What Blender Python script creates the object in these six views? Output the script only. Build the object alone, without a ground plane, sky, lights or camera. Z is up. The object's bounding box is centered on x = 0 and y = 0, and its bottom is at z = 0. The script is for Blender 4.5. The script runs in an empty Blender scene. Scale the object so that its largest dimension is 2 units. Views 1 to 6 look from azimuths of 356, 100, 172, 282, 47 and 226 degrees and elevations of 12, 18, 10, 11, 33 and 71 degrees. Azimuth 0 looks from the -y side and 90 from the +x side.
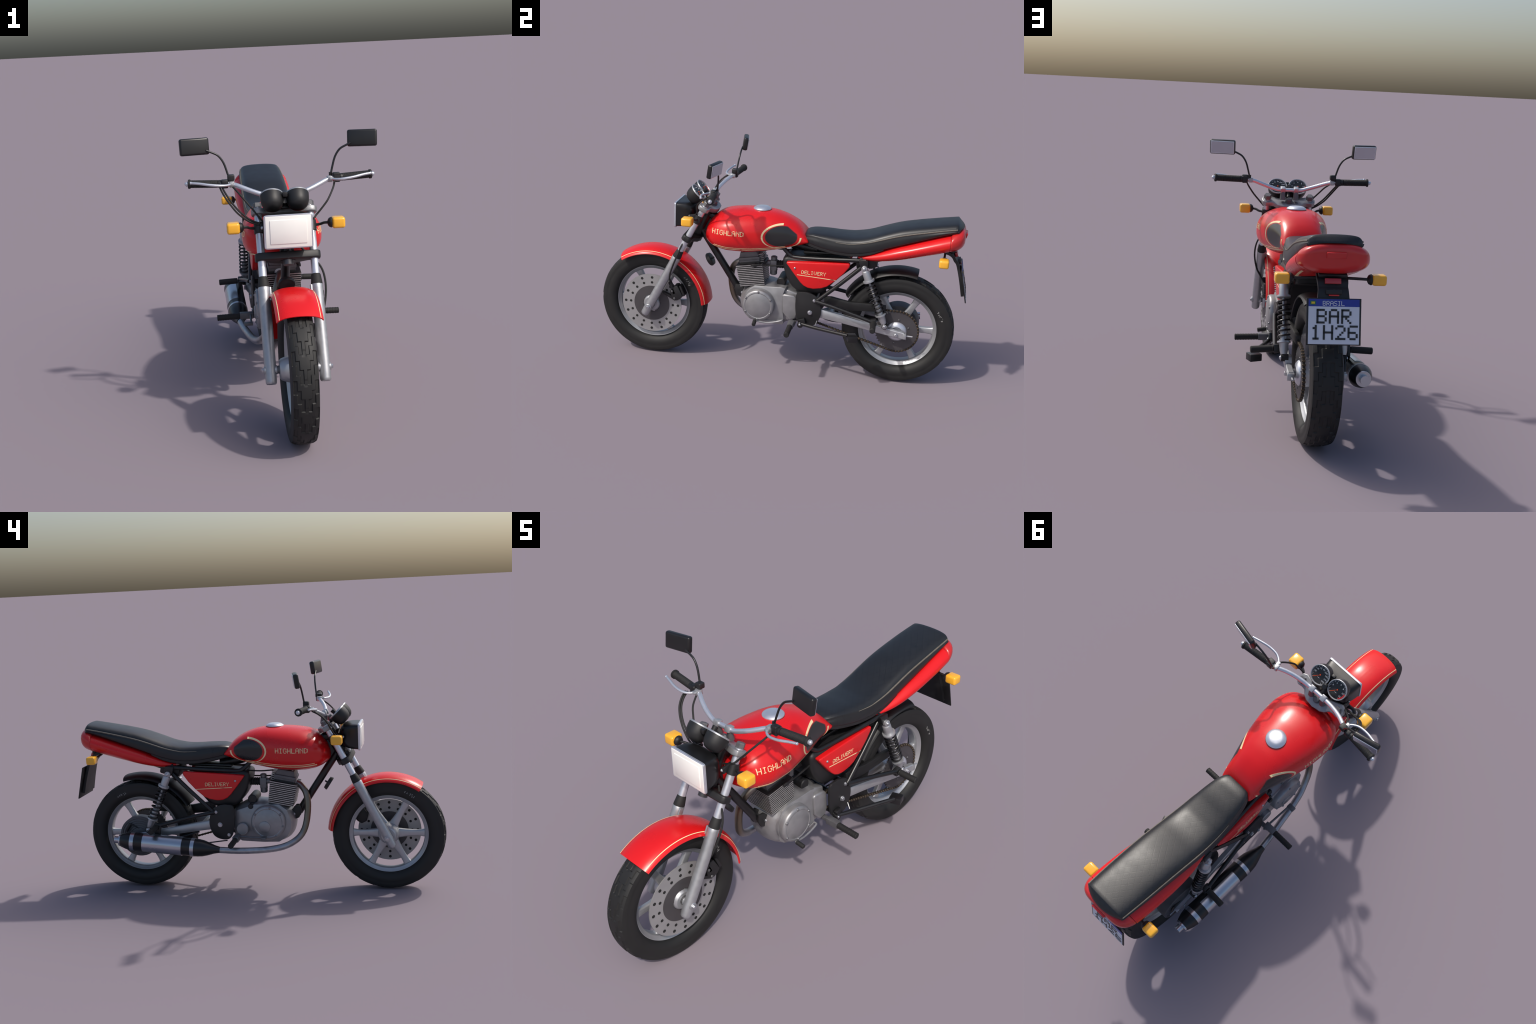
# Small street motorcycle, built part by part.  y- is the front, +x the chain side.
import bpy, bmesh, math, random
from math import sin, cos, pi, sqrt, radians, atan2
from mathutils import Vector, Matrix, Euler
from mathutils.bvhtree import BVHTree

random.seed(7)
X = Vector((1, 0, 0)); Y = Vector((0, 1, 0)); Z = Vector((0, 0, 1))
COL = bpy.context.scene.collection

# ------------------------------------------------------------------ materials
def material(name, color, rough=0.5, metal=0.0, vary=0.12, scale=18.0, coat=0.0,
             bump=0.0, bump_scale=120.0, spec=0.5, rough_vary=0.08, transmission=0.0):
    m = bpy.data.materials.new(name); m.use_nodes = True
    nt = m.node_tree; n = nt.nodes; l = nt.links
    b = n["Principled BSDF"]
    tc = n.new("ShaderNodeTexCoord")
    no = n.new("ShaderNodeTexNoise"); no.inputs["Scale"].default_value = scale
    no.inputs["Detail"].default_value = 5.0
    l.new(tc.outputs["Object"], no.inputs["Vector"])
    cr = n.new("ShaderNodeValToRGB")
    cr.color_ramp.elements[0].position = 0.3; cr.color_ramp.elements[1].position = 0.72
    cr.color_ramp.elements[0].color = tuple(c * (1 - vary) for c in color) + (1,)
    cr.color_ramp.elements[1].color = tuple(min(1, c * (1 + vary * 0.5)) for c in color) + (1,)
    l.new(no.outputs["Fac"], cr.inputs["Fac"])
    l.new(cr.outputs["Color"], b.inputs["Base Color"])
    mr = n.new("ShaderNodeMapRange")
    mr.inputs["To Min"].default_value = max(0.02, rough - rough_vary)
    mr.inputs["To Max"].default_value = min(1.0, rough + rough_vary)
    l.new(no.outputs["Fac"], mr.inputs["Value"]); l.new(mr.outputs["Result"], b.inputs["Roughness"])
    b.inputs["Metallic"].default_value = metal
    b.inputs["Coat Weight"].default_value = coat
    b.inputs["Coat Roughness"].default_value = 0.12
    b.inputs["Specular IOR Level"].default_value = spec
    b.inputs["Transmission Weight"].default_value = transmission
    if bump > 0:
        nb = n.new("ShaderNodeTexNoise"); nb.inputs["Scale"].default_value = bump_scale
        l.new(tc.outputs["Object"], nb.inputs["Vector"])
        bp = n.new("ShaderNodeBump"); bp.inputs["Strength"].default_value = bump
        bp.inputs["Distance"].default_value = 0.002
        l.new(nb.outputs["Fac"], bp.inputs["Height"]); l.new(bp.outputs["Normal"], b.inputs["Normal"])
    return m

RED_C = (0.67, 0.009, 0.011)
CREAM_C = (0.86, 0.70, 0.40)
RED = material("red_paint", RED_C, 0.28, vary=0.05, scale=6, spec=0.5)
LENS_RED = material("red_tail_lens", (0.56, 0.020, 0.020), 0.25, vary=0.05, scale=6, coat=0.2)
REFLECTOR = material("red_reflector", (0.45, 0.02, 0.03), 0.2, coat=0.4, bump=0.3, bump_scale=500)
CREAM = material("cream_pinstripe", CREAM_C, 0.45, vary=0.06)
BLACK = material("black_gloss_paint", (0.010, 0.010, 0.011), 0.34, vary=0.2, scale=25)
PLASTIC = material("black_plastic", (0.012, 0.012, 0.013), 0.5, vary=0.15, bump=0.06, bump_scale=400)
RUBBER = material("grip_rubber", (0.012, 0.012, 0.012), 0.7, vary=0.2, bump=0.12, bump_scale=500)
TYRE = material("tyre_rubber", (0.0115, 0.0115, 0.0112), 0.62, vary=0.25, scale=14, bump=0.1, bump_scale=260)
CHROME = material("chrome", (0.66, 0.68, 0.74), 0.34, metal=0.72, vary=0.05, scale=40)
POLISHED = material("polished_steel", (0.50, 0.52, 0.57), 0.28, metal=0.95, vary=0.05, scale=9, rough_vary=0.03)
HEADER = material("heat_stained_pipe", (0.40, 0.41, 0.44), 0.36, metal=0.85, vary=0.20, scale=30, rough_vary=0.05)
ALLOY = material("cast_alloy", (0.46, 0.47, 0.49), 0.42, metal=0.65, vary=0.08, scale=30, bump=0.05, bump_scale=300)
FORK = material("fork_alloy", (0.42, 0.43, 0.45), 0.42, metal=0.7, vary=0.10, scale=45, bump=0.05, bump_scale=400)
ENGINE = material("engine_casting", (0.31, 0.31, 0.32), 0.42, metal=0.55, vary=0.14, scale=22, bump=0.1, bump_scale=350)
DARKCAST = material("dark_casting", (0.14, 0.14, 0.148), 0.5, metal=0.4, vary=0.2, scale=30, bump=0.1, bump_scale=350)
FIN = material("cooling_fin_metal", (0.40, 0.395, 0.39), 0.42, metal=0.6, vary=0.2, scale=40)
DRUM = material("brake_drum_casting", (0.085, 0.085, 0.092), 0.5, metal=0.3, vary=0.15, scale=30)
CARB = material("carburettor_alloy", (0.20, 0.20, 0.21), 0.45, metal=0.4, vary=0.15, scale=40)
FINFACE = material("cooling_fin_face", (0.022, 0.022, 0.023), 0.6, metal=0.2, vary=0.2, scale=40)
DISC = material("brake_disc_steel", (0.36, 0.355, 0.36), 0.45, metal=0.4, vary=0.12, scale=9)
CARRIER = material("disc_carrier", (0.075, 0.07, 0.075), 0.5, metal=0.3, vary=0.1)
HOLE = material("drilled_hole", (0.01, 0.01, 0.01), 0.8)
STEEL = material("bolt_steel", (0.50, 0.51, 0.54), 0.32, metal=0.85, vary=0.1)
COVERBOLT = material("cover_screw", (0.24, 0.24, 0.25), 0.4, metal=0.7, vary=0.15)
DARKBOLT = material("dark_bolt", (0.14, 0.14, 0.145), 0.4, metal=0.6, vary=0.15)
CHAINM = material("chain_metal", (0.085, 0.062, 0.042), 0.5, metal=0.5, vary=0.3, scale=80)
CHAINDARK = material("chain_link_dark", (0.03, 0.026, 0.022), 0.55, metal=0.4, vary=0.3, scale=80)
AMBER = material("amber_lens", (0.92, 0.46, 0.035), 0.22, vary=0.04, coat=0.4)
WHITE = material("headlight_lens", (0.93, 0.92, 0.87), 0.22, vary=0.02, coat=0.3)
PLATEW = material("plate_white", (0.62, 0.66, 0.74), 0.4, vary=0.03)
PLATEB = material("plate_blue", (0.016, 0.035, 0.30), 0.4, vary=0.05)
GREEN = material("flag_green", (0.02, 0.16, 0.07), 0.5, vary=0.05)
YELLOW = material("flag_yellow", (0.75, 0.52, 0.03), 0.5, vary=0.05)
DIAL = material("dial_black", (0.010, 0.011, 0.014), 0.35, vary=0.1)
MARK = material("dial_white", (0.62, 0.64, 0.66), 0.5, vary=0.05)
NEEDLE = material("needle_orange", (0.80, 0.09, 0.015), 0.45, vary=0.05)
DIALRED = material("dial_red", (0.62, 0.03, 0.03), 0.45, vary=0.05)
GLASS = material("mirror_glass", (0.50, 0.52, 0.58), 0.12, metal=0.9, vary=0.02, rough_vary=0.02)
PIPING = material("seat_piping", (0.15, 0.135, 0.11), 0.5, vary=0.25, scale=60)
WRITING = material("tyre_lettering", (0.28, 0.28, 0.27), 0.6, vary=0.1)


def math_node(nt, op, a, b=None, c=None):
    nd = nt.nodes.new("ShaderNodeMath"); nd.operation = op
    for i, v in enumerate((a, b, c)):
        if v is None: continue
        if isinstance(v, (int, float)): nd.inputs[i].default_value = v
        else: nt.links.new(v, nd.inputs[i])
    return nd.outputs[0]

def tank_material():
    """red paint with a soft-edged black knee panel; the panel is cut off along the tank's shoulder"""
    m = material("tank_paint", RED_C, 0.27, vary=0.05, scale=6)
    nt = m.node_tree; n = nt.nodes; l = nt.links; b = n["Principled BSDF"]
    src = b.inputs["Base Color"].links[0].from_socket
    tc = [q for q in n if q.type == 'TEX_COORD'][0]
    sp = n.new("ShaderNodeSeparateXYZ"); l.new(tc.outputs["Object"], sp.inputs[0])
    y, z = sp.outputs["Y"], sp.outputs["Z"]
    ey = math_node(nt, 'DIVIDE', math_node(nt, 'SUBTRACT', y, 0.019), 0.083)
    ez = math_node(nt, 'DIVIDE', math_node(nt, 'SUBTRACT', z, 0.7745), 0.0570)
    r = math_node(nt, 'SQRT', math_node(nt, 'ADD', math_node(nt, 'MULTIPLY', ey, ey), math_node(nt, 'MULTIPLY', ez, ez)))
    # shoulder line: z + 0.72 y = 0.863
    s = math_node(nt, 'SUBTRACT', math_node(nt, 'ADD', z, math_node(nt, 'MULTIPLY', y, 0.735)), 0.8635)
    edge = math_node(nt, 'MAXIMUM', math_node(nt, 'SUBTRACT', r, 1.0), math_node(nt, 'MULTIPLY', s, 14.0))
    mr = n.new("ShaderNodeMapRange"); mr.interpolation_type = 'SMOOTHSTEP'
    mr.inputs["From Min"].default_value = -0.055; mr.inputs["From Max"].default_value = 0.045
    mr.inputs["To Min"].default_value = 1.0; mr.inputs["To Max"].default_value = 0.0
    l.new(edge, mr.inputs["Value"])
    mx = n.new("ShaderNodeMix"); mx.data_type = 'RGBA'
    l.new(mr.outputs["Result"], mx.inputs["Factor"])
    l.new(src, mx.inputs["A"]); mx.inputs["B"].default_value = (0.022, 0.022, 0.023, 1)
    l.new(mx.outputs["Result"], b.inputs["Base Color"])
    return m
TANK = tank_material()

def heat_tint():
    """header pipe: brown heat stain near the port fades to bright steel along the run"""
    m = HEADER; nt = m.node_tree; n = nt.nodes; l = nt.links; b = n["Principled BSDF"]
    src = b.inputs["Base Color"].links[0].from_socket
    tc = [q for q in n if q.type == 'TEX_COORD'][0]
    no = n.new("ShaderNodeTexNoise"); no.inputs["Scale"].default_value = 14; l.new(tc.outputs["Object"], no.inputs["Vector"])
    sp = n.new("ShaderNodeSeparateXYZ"); l.new(tc.outputs["Object"], sp.inputs[0])
    t = math_node(nt, 'ADD', math_node(nt, 'MULTIPLY', sp.outputs["Y"], -1.0), math_node(nt, 'MULTIPLY', no.outputs["Fac"], 0.05))
    mr = n.new("ShaderNodeMapRange"); mr.inputs["From Min"].default_value = 0.20; mr.inputs["From Max"].default_value = 0.30
    l.new(t, mr.inputs["Value"])
    mx = n.new("ShaderNodeMix"); mx.data_type = 'RGBA'; l.new(mr.outputs["Result"], mx.inputs["Factor"])
    l.new(src, mx.inputs["A"]); mx.inputs["B"].default_value = (0.19, 0.155, 0.115, 1)
    l.new(mx.outputs["Result"], b.inputs["Base Color"])
heat_tint()

def seat_material():
    """black vinyl with faint diamond stitching"""
    m = material("seat_vinyl", (0.014, 0.015, 0.017), 0.40, vary=0.12, scale=20, bump=0.08, bump_scale=420)
    nt = m.node_tree; n = nt.nodes; l = nt.links; b = n["Principled BSDF"]
    src = b.inputs["Base Color"].links[0].from_socket
    old_n = b.inputs["Normal"].links[0].from_socket
    tc = [q for q in n if q.type == 'TEX_COORD'][0]
    sp = n.new("ShaderNodeSeparateXYZ"); l.new(tc.outputs["Object"], sp.inputs[0])
    x, y = sp.outputs["X"], sp.outputs["Y"]
    def lines(a, c):
        f = math_node(nt, 'FRACT', math_node(nt, 'ADD', math_node(nt, 'ADD', math_node(nt, 'MULTIPLY', x, a), math_node(nt, 'MULTIPLY', y, c)), 20.5))
        return math_node(nt, 'ABSOLUTE', math_node(nt, 'SUBTRACT', f, 0.5))
    d = math_node(nt, 'MINIMUM', lines(31, 23), lines(-31, 23))
    ax = math_node(nt, 'ABSOLUTE', x)
    inside = math_node(nt, 'LESS_THAN', ax, 0.099)
    mr = n.new("ShaderNodeMapRange"); mr.inputs["From Min"].default_value = 0.015; mr.inputs["From Max"].default_value = 0.06
    l.new(d, mr.inputs["Value"])                      # 0 on a stitch line, 1 away from it
    st = math_node(nt, 'MULTIPLY', math_node(nt, 'SUBTRACT', 1.0, mr.outputs["Result"]), inside)
    mx = n.new("ShaderNodeMix"); mx.data_type = 'RGBA'
    l.new(math_node(nt, 'MULTIPLY', st, 0.6), mx.inputs["Factor"])
    l.new(src, mx.inputs["A"]); mx.inputs["B"].default_value = (0.006, 0.006, 0.007, 1)
    l.new(mx.outputs["Result"], b.inputs["Base Color"])
    bp = n.new("ShaderNodeBump"); bp.inputs["Strength"].default_value = 0.05; bp.inputs["Distance"].default_value = 0.002
    l.new(math_node(nt, 'SUBTRACT', 1.0, st), bp.inputs["Height"]); l.new(old_n, bp.inputs["Normal"])
    l.new(bp.outputs["Normal"], b.inputs["Normal"])
    return m
SEAT = seat_material()

# ------------------------------------------------------------------ builder
def smooth_path(pts, per=8, closed=False):
    """Catmull-Rom through control points (any dimension)"""
    pts = [Vector(p) for p in pts]; n = len(pts); out = []
    segs = n if closed else n - 1
    for i in range(segs):
        p1, p2 = pts[i % n], pts[(i + 1) % n]
        p0 = pts[(i - 1) % n] if closed or i > 0 else p1 * 2 - p2
        p3 = pts[(i + 2) % n] if closed or i + 2 < n else p2 * 2 - p1
        for k in range(per):
            t = k / per
            out.append(0.5 * ((2 * p1) + (p2 - p0) * t + (2 * p0 - 5 * p1 + 4 * p2 - p3) * t * t + (3 * p1 - p0 - 3 * p2 + p3) * t ** 3))
    if not closed: out.append(pts[-1].copy())
    return out

def interp(table, t):
    """smooth (cubic) interpolation of rows (t, a, b, ...)"""
    n = len(table)
    i = 0
    while i < n - 2 and t > table[i + 1][0]: i += 1
    a, b = table[i], table[i + 1]
    h = b[0] - a[0]; u = max(0, min(1, (t - a[0]) / h))
    res = []
    for k in range(1, len(a)):
        def slope(j):
            if j <= 0: return (table[1][k] - table[0][k]) / (table[1][0] - table[0][0])
            if j >= n - 1: return (table[-1][k] - table[-2][k]) / (table[-1][0] - table[-2][0])
            d0 = (table[j][k] - table[j - 1][k]) / (table[j][0] - table[j - 1][0])
            d1 = (table[j + 1][k] - table[j][k]) / (table[j + 1][0] - table[j][0])
            if d0 * d1 <= 0: return 0.0
            return 2 * d0 * d1 / (d0 + d1)
        m0, m1 = slope(i) * h, slope(i + 1) * h
        u2, u3 = u * u, u * u * u
        res.append((2 * u3 - 3 * u2 + 1) * a[k] + (u3 - 2 * u2 + u) * m0 + (-2 * u3 + 3 * u2) * b[k] + (u3 - u2) * m1)
    return res

def frame_for(axis):
    a = Vector(axis).normalized()
    h = Z if abs(a.z) < 0.9 else X
    u = a.cross(h).normalized(); v = a.cross(u).normalized()
    return a, u, v

class Mesh:
    def __init__(self):
        self.v = []; self.f = []
    def add(self, verts, faces):
        o = len(self.v)
        self.v += [Vector(p) for p in verts]
        self.f += [tuple(i + o for i in q) for q in faces]
        return self
    def add_bm(self, bm, M=None):
        bm.verts.index_update()
        self.add([(M @ v.co) if M else v.co.copy() for v in bm.verts], [[v.index for v in q.verts] for q in bm.faces])
        bm.free()
        return self
    def box(self, c, size, R=None, bev=0.0, seg=2):
        bm = bmesh.new(); bmesh.ops.create_cube(bm, size=1.0)
        for v in bm.verts: v.co = Vector((v.co.x * size[0], v.co.y * size[1], v.co.z * size[2]))
        if bev > 0: bmesh.ops.bevel(bm, geom=list(bm.edges), offset=bev, segments=seg, profile=0.5, affect='EDGES')
        M = Matrix.Translation(Vector(c))
        if R is not None: M = M @ R.to_4x4()
        return self.add_bm(bm, M)
    def lathe(self, prof, origin, axis, seg=32, closed=False, a0=0.0, a1=2 * pi):
        """prof: (distance along axis, radius)"""
        a, u, v = frame_for(axis); o = Vector(origin); full = abs(a1 - a0 - 2 * pi) < 1e-6
        na = seg if full else seg + 1
        verts = []; n = len(prof)
        for i in range(na):
            t = a0 + (a1 - a0) * i / seg
            d = u * cos(t) + v * sin(t)
            for (s, r) in prof: verts.append(o + a * s + d * r)
        faces = []
        last = na if full else na - 1
        for i in range(last):
            j = (i + 1) % na
            for k in range(n if closed else n - 1):
                k2 = (k + 1) % n
                faces.append((i * n + k, i * n + k2, j * n + k2, j * n + k))
        if full and not closed:
            for k in (0, n - 1):
                if prof[k][1] > 1e-6: faces.append([i * n + k for i in range(na)])
        if not full:
            faces.append([k for k in range(n)]); faces.append([(na - 1) * n + k for k in range(n)])
        return self.add(verts, faces)
    def cyl(self, p0, p1, r0, r1=None, seg=24, ch=0.0):
        p0, p1 = Vector(p0), Vector(p1); r1 = r0 if r1 is None else r1
        L = (p1 - p0).length
        if ch > 0: prof = [(0, r0 - ch), (ch, r0), (L - ch, r1), (L, r1 - ch)]
        else: prof = [(0, r0), (L, r1)]
        return self.lathe(prof, p0, p1 - p0, seg)
    def tube(self, pts, r, seg=12, per=8, smooth=True):
        path = smooth_path(pts, per) if smooth else [Vector(p) for p in pts]
        n = len(path)
        rad = (lambda t: r) if not callable(r) else r
        prev = None; verts = []; faces = []
        for i, p in enumerate(path):
            t = (path[min(i + 1, n - 1)] - path[max(i - 1, 0)]).normalized()
            if prev is None: _, u, v = frame_for(t)
            else:
                u = (prev - t * prev.dot(t)).normalized(); v = t.cross(u)
            prev = u
            R = rad(i / (n - 1))
            for k in range(seg):
                a = 2 * pi * k / seg
                verts.append(p + (u * cos(a) + v * sin(a)) * R)
        for i in range(n - 1):
            for k in range(seg):
                k2 = (k + 1) % seg
                faces.append((i * seg + k, i * seg + k2, (i + 1) * seg + k2, (i + 1) * seg + k))
        faces.append(list(range(seg))); faces.append([(n - 1) * seg + k for k in range(seg)])
        return self.add(verts, faces)
    def extrude(self, pts, x0, x1, bev=0.0, seg=2, round_pts=0):
        """polygon given in (y, z), thickness along x"""
        if round_pts: pts = [tuple(p) for p in smooth_path(pts, round_pts, True)]
        bm = bmesh.new()
        a = [bm.verts.new((x0, p[0], p[1])) for p in pts]
        b = [bm.verts.new((x1, p[0], p[1])) for p in pts]
        n = len(pts)
        bm.faces.new(a); bm.faces.new(list(reversed(b)))
        for i in range(n):
            bm.faces.new((a[i], b[i], b[(i + 1) % n], a[(i + 1) % n]))
        bmesh.ops.recalc_face_normals(bm, faces=bm.faces)
        if bev > 0:
            bm.edges.ensure_lookup_table()
            e = [q for q in bm.edges if q.calc_face_angle(0) > 0.7]
            bmesh.ops.bevel(bm, geom=e, offset=bev, segments=seg, profile=0.5, affect='EDGES', clamp_overlap=True)
        return self.add_bm(bm)
    def loft(self, rings, cap=True):
        n = len(rings[0]); verts = [p for r in rings for p in r]; faces = []
        for i in range(len(rings) - 1):
            for k in range(n):
                k2 = (k + 1) % n
                faces.append((i * n + k, i * n + k2, (i + 1) * n + k2, (i + 1) * n + k))
        if cap:
            faces.append(list(range(n))); faces.append([(len(rings) - 1) * n + k for k in range(n)])
        return self.add(verts, faces)
    def transform(self, M):
        self.v = [M @ p for p in self.v]; return self
    def obj(self, name, mat, parent=None, angle=38, smooth=True):
        bm = bmesh.new()
        vs = [bm.verts.new(p) for p in self.v]
        for q in self.f:
            if len(set(q)) < 3: continue
            try: bm.faces.new([vs[i] for i in q])
            except ValueError: pass
        bmesh.ops.remove_doubles(bm, verts=bm.verts, dist=1e-6)
        bmesh.ops.recalc_face_normals(bm, faces=bm.faces)
        me = bpy.data.meshes.new(name); bm.to_mesh(me); bm.free()
        for p in me.polygons: p.use_smooth = smooth
        if smooth: me.set_sharp_from_angle(angle=radians(angle))
        me.materials.append(mat)
        ob = bpy.data.objects.new(name, me); COL.objects.link(ob)
        if parent: ob.parent = parent
        return ob
    def bvh(self):
        return BVHTree.FromPolygons(self.v, self.f)

def copy_of(src, name, M, parent):
    o = src.copy(); o.name = name; COL.objects.link(o); o.parent = parent; o.matrix_local = M
    return o

def align(p, axis, scale=1.0):
    a, u, v = frame_for(axis)
    R = Matrix((u, v, a)).transposed()
    if R.determinant() < 0: R = Matrix((v, u, a)).transposed()
    return Matrix.Translation(Vector(p)) @ R.to_4x4() @ Matrix.Scale(scale, 4)

# ------------------------------------------------------------------ root
bike = bpy.data.objects.new("motorcycle", None); COL.objects.link(bike)
bike["label"] = "red city motorcycle with black seat and cream pinstripes"
bike["category"] = "motorcycle"
S = (1, -1)

# one hexagonal and one domed bolt, shared by every copy (axis +z, radius 1 unit = 10 mm)
def hex_bolt_mesh():
    m = Mesh()
    m.lathe([(0, 0.0112), (0.0014, 0.0112)], (0, 0, 0), Z, 20)
    m.lathe([(0.0018, 0.0095), (0.0075, 0.0095), (0.009, 0.0078)], (0, 0, 0), Z, 6)
    return m
def dome_bolt_mesh():
    m = Mesh(); m.lathe([(-0.004, 0.010), (0.002, 0.010), (0.006, 0.0075), (0.0075, 0.0035)], (0, 0, 0), Z, 14)
    return m
_b = hex_bolt_mesh().obj("bolt", STEEL, None, 30); HEX = _b.data; bpy.data.objects.remove(_b)
_b = dome_bolt_mesh().obj("bolt", STEEL, None, 50); DOME = _b.data; bpy.data.objects.remove(_b)
def bolt(p, axis, parent, scale=1.0, kind=None, mat=None):
    o = bpy.data.objects.new("bolt", kind or HEX); COL.objects.link(o); o.parent = parent
    o.matrix_local = align(p, axis, scale)
    if mat:
        o.material_slots[0].link = 'OBJECT'; o.material_slots[0].material = mat
    return o

# ------------------------------------------------------------------ lettering made of straight strokes on a 5 x 7 grid
GLYPH = {
 'A': ["00-05", "40-45", "16-36", "03-43"], 'B': ["00-06", "06-36", "03-33", "00-30", "44-45", "41-42"],
 'D': ["00-06", "06-26", "00-20", "41-45", "35-35", "31-31"], 'E': ["00-06", "06-46", "03-33", "00-40"],
 'G': ["01-05", "16-36", "10-30", "41-43", "33-33", "45-45"], 'H': ["00-06", "40-46", "03-43"],
 'I': ["20-26", "16-36", "10-30"], 'L': ["00-06", "00-40"],
 'N': ["00-06", "40-46", "15-15", "24-24", "33-33"], 'R': ["00-06", "06-36", "44-45", "03-33", "22-22", "31-31", "40-40"],
 'S': ["16-46", "04-05", "13-33", "41-42", "00-30"], 'V': ["02-06", "42-46", "11-11", "31-31", "20-20"],
 'Y': ["05-06", "45-46", "14-14", "34-34", "20-23"], 'O': ["01-05", "41-45", "16-36", "10-30"],
 '0': ["01-05", "41-45", "16-36", "10-30"], '1': ["20-26", "15-15", "10-30"],
 '2': ["05-05", "16-36", "44-45", "33-33", "22-22", "11-11", "00-40"], '4': ["30-36", "02-42", "13-13", "24-24", "25-25"],
 '6': ["01-05", "16-46", "03-33", "41-42", "10-30"], '8': ["16-36", "13-33", "10-30", "04-05", "44-45", "01-02", "41-42"],
}
def strokes(text, cell, advance=6.0):
    """yields (x0, y0, x1, y1) of stroke centre lines, text centred on 0, base line at 0"""
    width = (len(text) - 1) * advance + 5
    for i, ch in enumerate(text):
        for s in GLYPH.get(ch, []):
            a = [int(s[0]), int(s[1]), int(s[3]), int(s[4])]
            ox = i * advance - width / 2 + 0.5
            x0, y0, x1, y1 = a[0] + ox, a[1] + 0.5, a[2] + ox, a[3] + 0.5
            yield x0 * cell, y0 * cell, x1 * cell, y1 * cell
def bar_ends(x0, y0, x1, y1, half):
    d = Vector((x1 - x0, y1 - y0)); d = d.normalized() if d.length > 1e-9 else Vector((1, 0))
    return Vector((x0, y0)) - d * half, Vector((x1, y1)) + d * half

def ribbon(m, bvh, side, line, width, lift=0.0009, deep=0.003):
    """strip that follows a (y, z) line on a surface, seen from +x or -x; width may be a function of 0..1"""
    n = len(line); rows = []
    for i, p in enumerate(line):
        t = (line[min(i + 1, n - 1)] - line[max(i - 1, 0)]).normalized()
        nr = Vector((-t.y, t.x)); w = width(i / (n - 1)) if callable(width) else width
        row = []
        for s in (-0.5, 0.0, 0.5):
            q = p + nr * w * s
            hit, nor, _, _ = bvh.ray_cast(Vector((side * 0.6, q.x, q.y)), Vector((-side, 0, 0)))
            if hit is None: break
            if nor.x * side < 0: nor = -nor
            row.append((hit + nor * lift, hit - nor * deep))
        if len(row) == 3: rows.append(row)
    for a, b in zip(rows[:-1], rows[1:]):
        ring = lambda r: [r[0][0], r[1][0], r[2][0], r[2][1], r[1][1], r[0][1]]
        m.loft([ring(a), ring(b)])
def subdivide(a, b, step):
    k = max(1, int((b - a).length / step))
    return [a + (b - a) * (i / k) for i in range(k + 1)]
def surface_text(m, bvh, side, text, yc, zb, cell, stroke, advance=6.0, slant=0.0):
    for x0, y0, x1, y1 in strokes(text, cell, advance):
        a, b = bar_ends(x0, y0, x1, y1, stroke / 2)
        f = lambda p: Vector((yc + side * p.x, zb + p.y + slant * p.x))
        ribbon(m, bvh, side, subdivide(f(a), f(b), cell), stroke)

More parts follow.
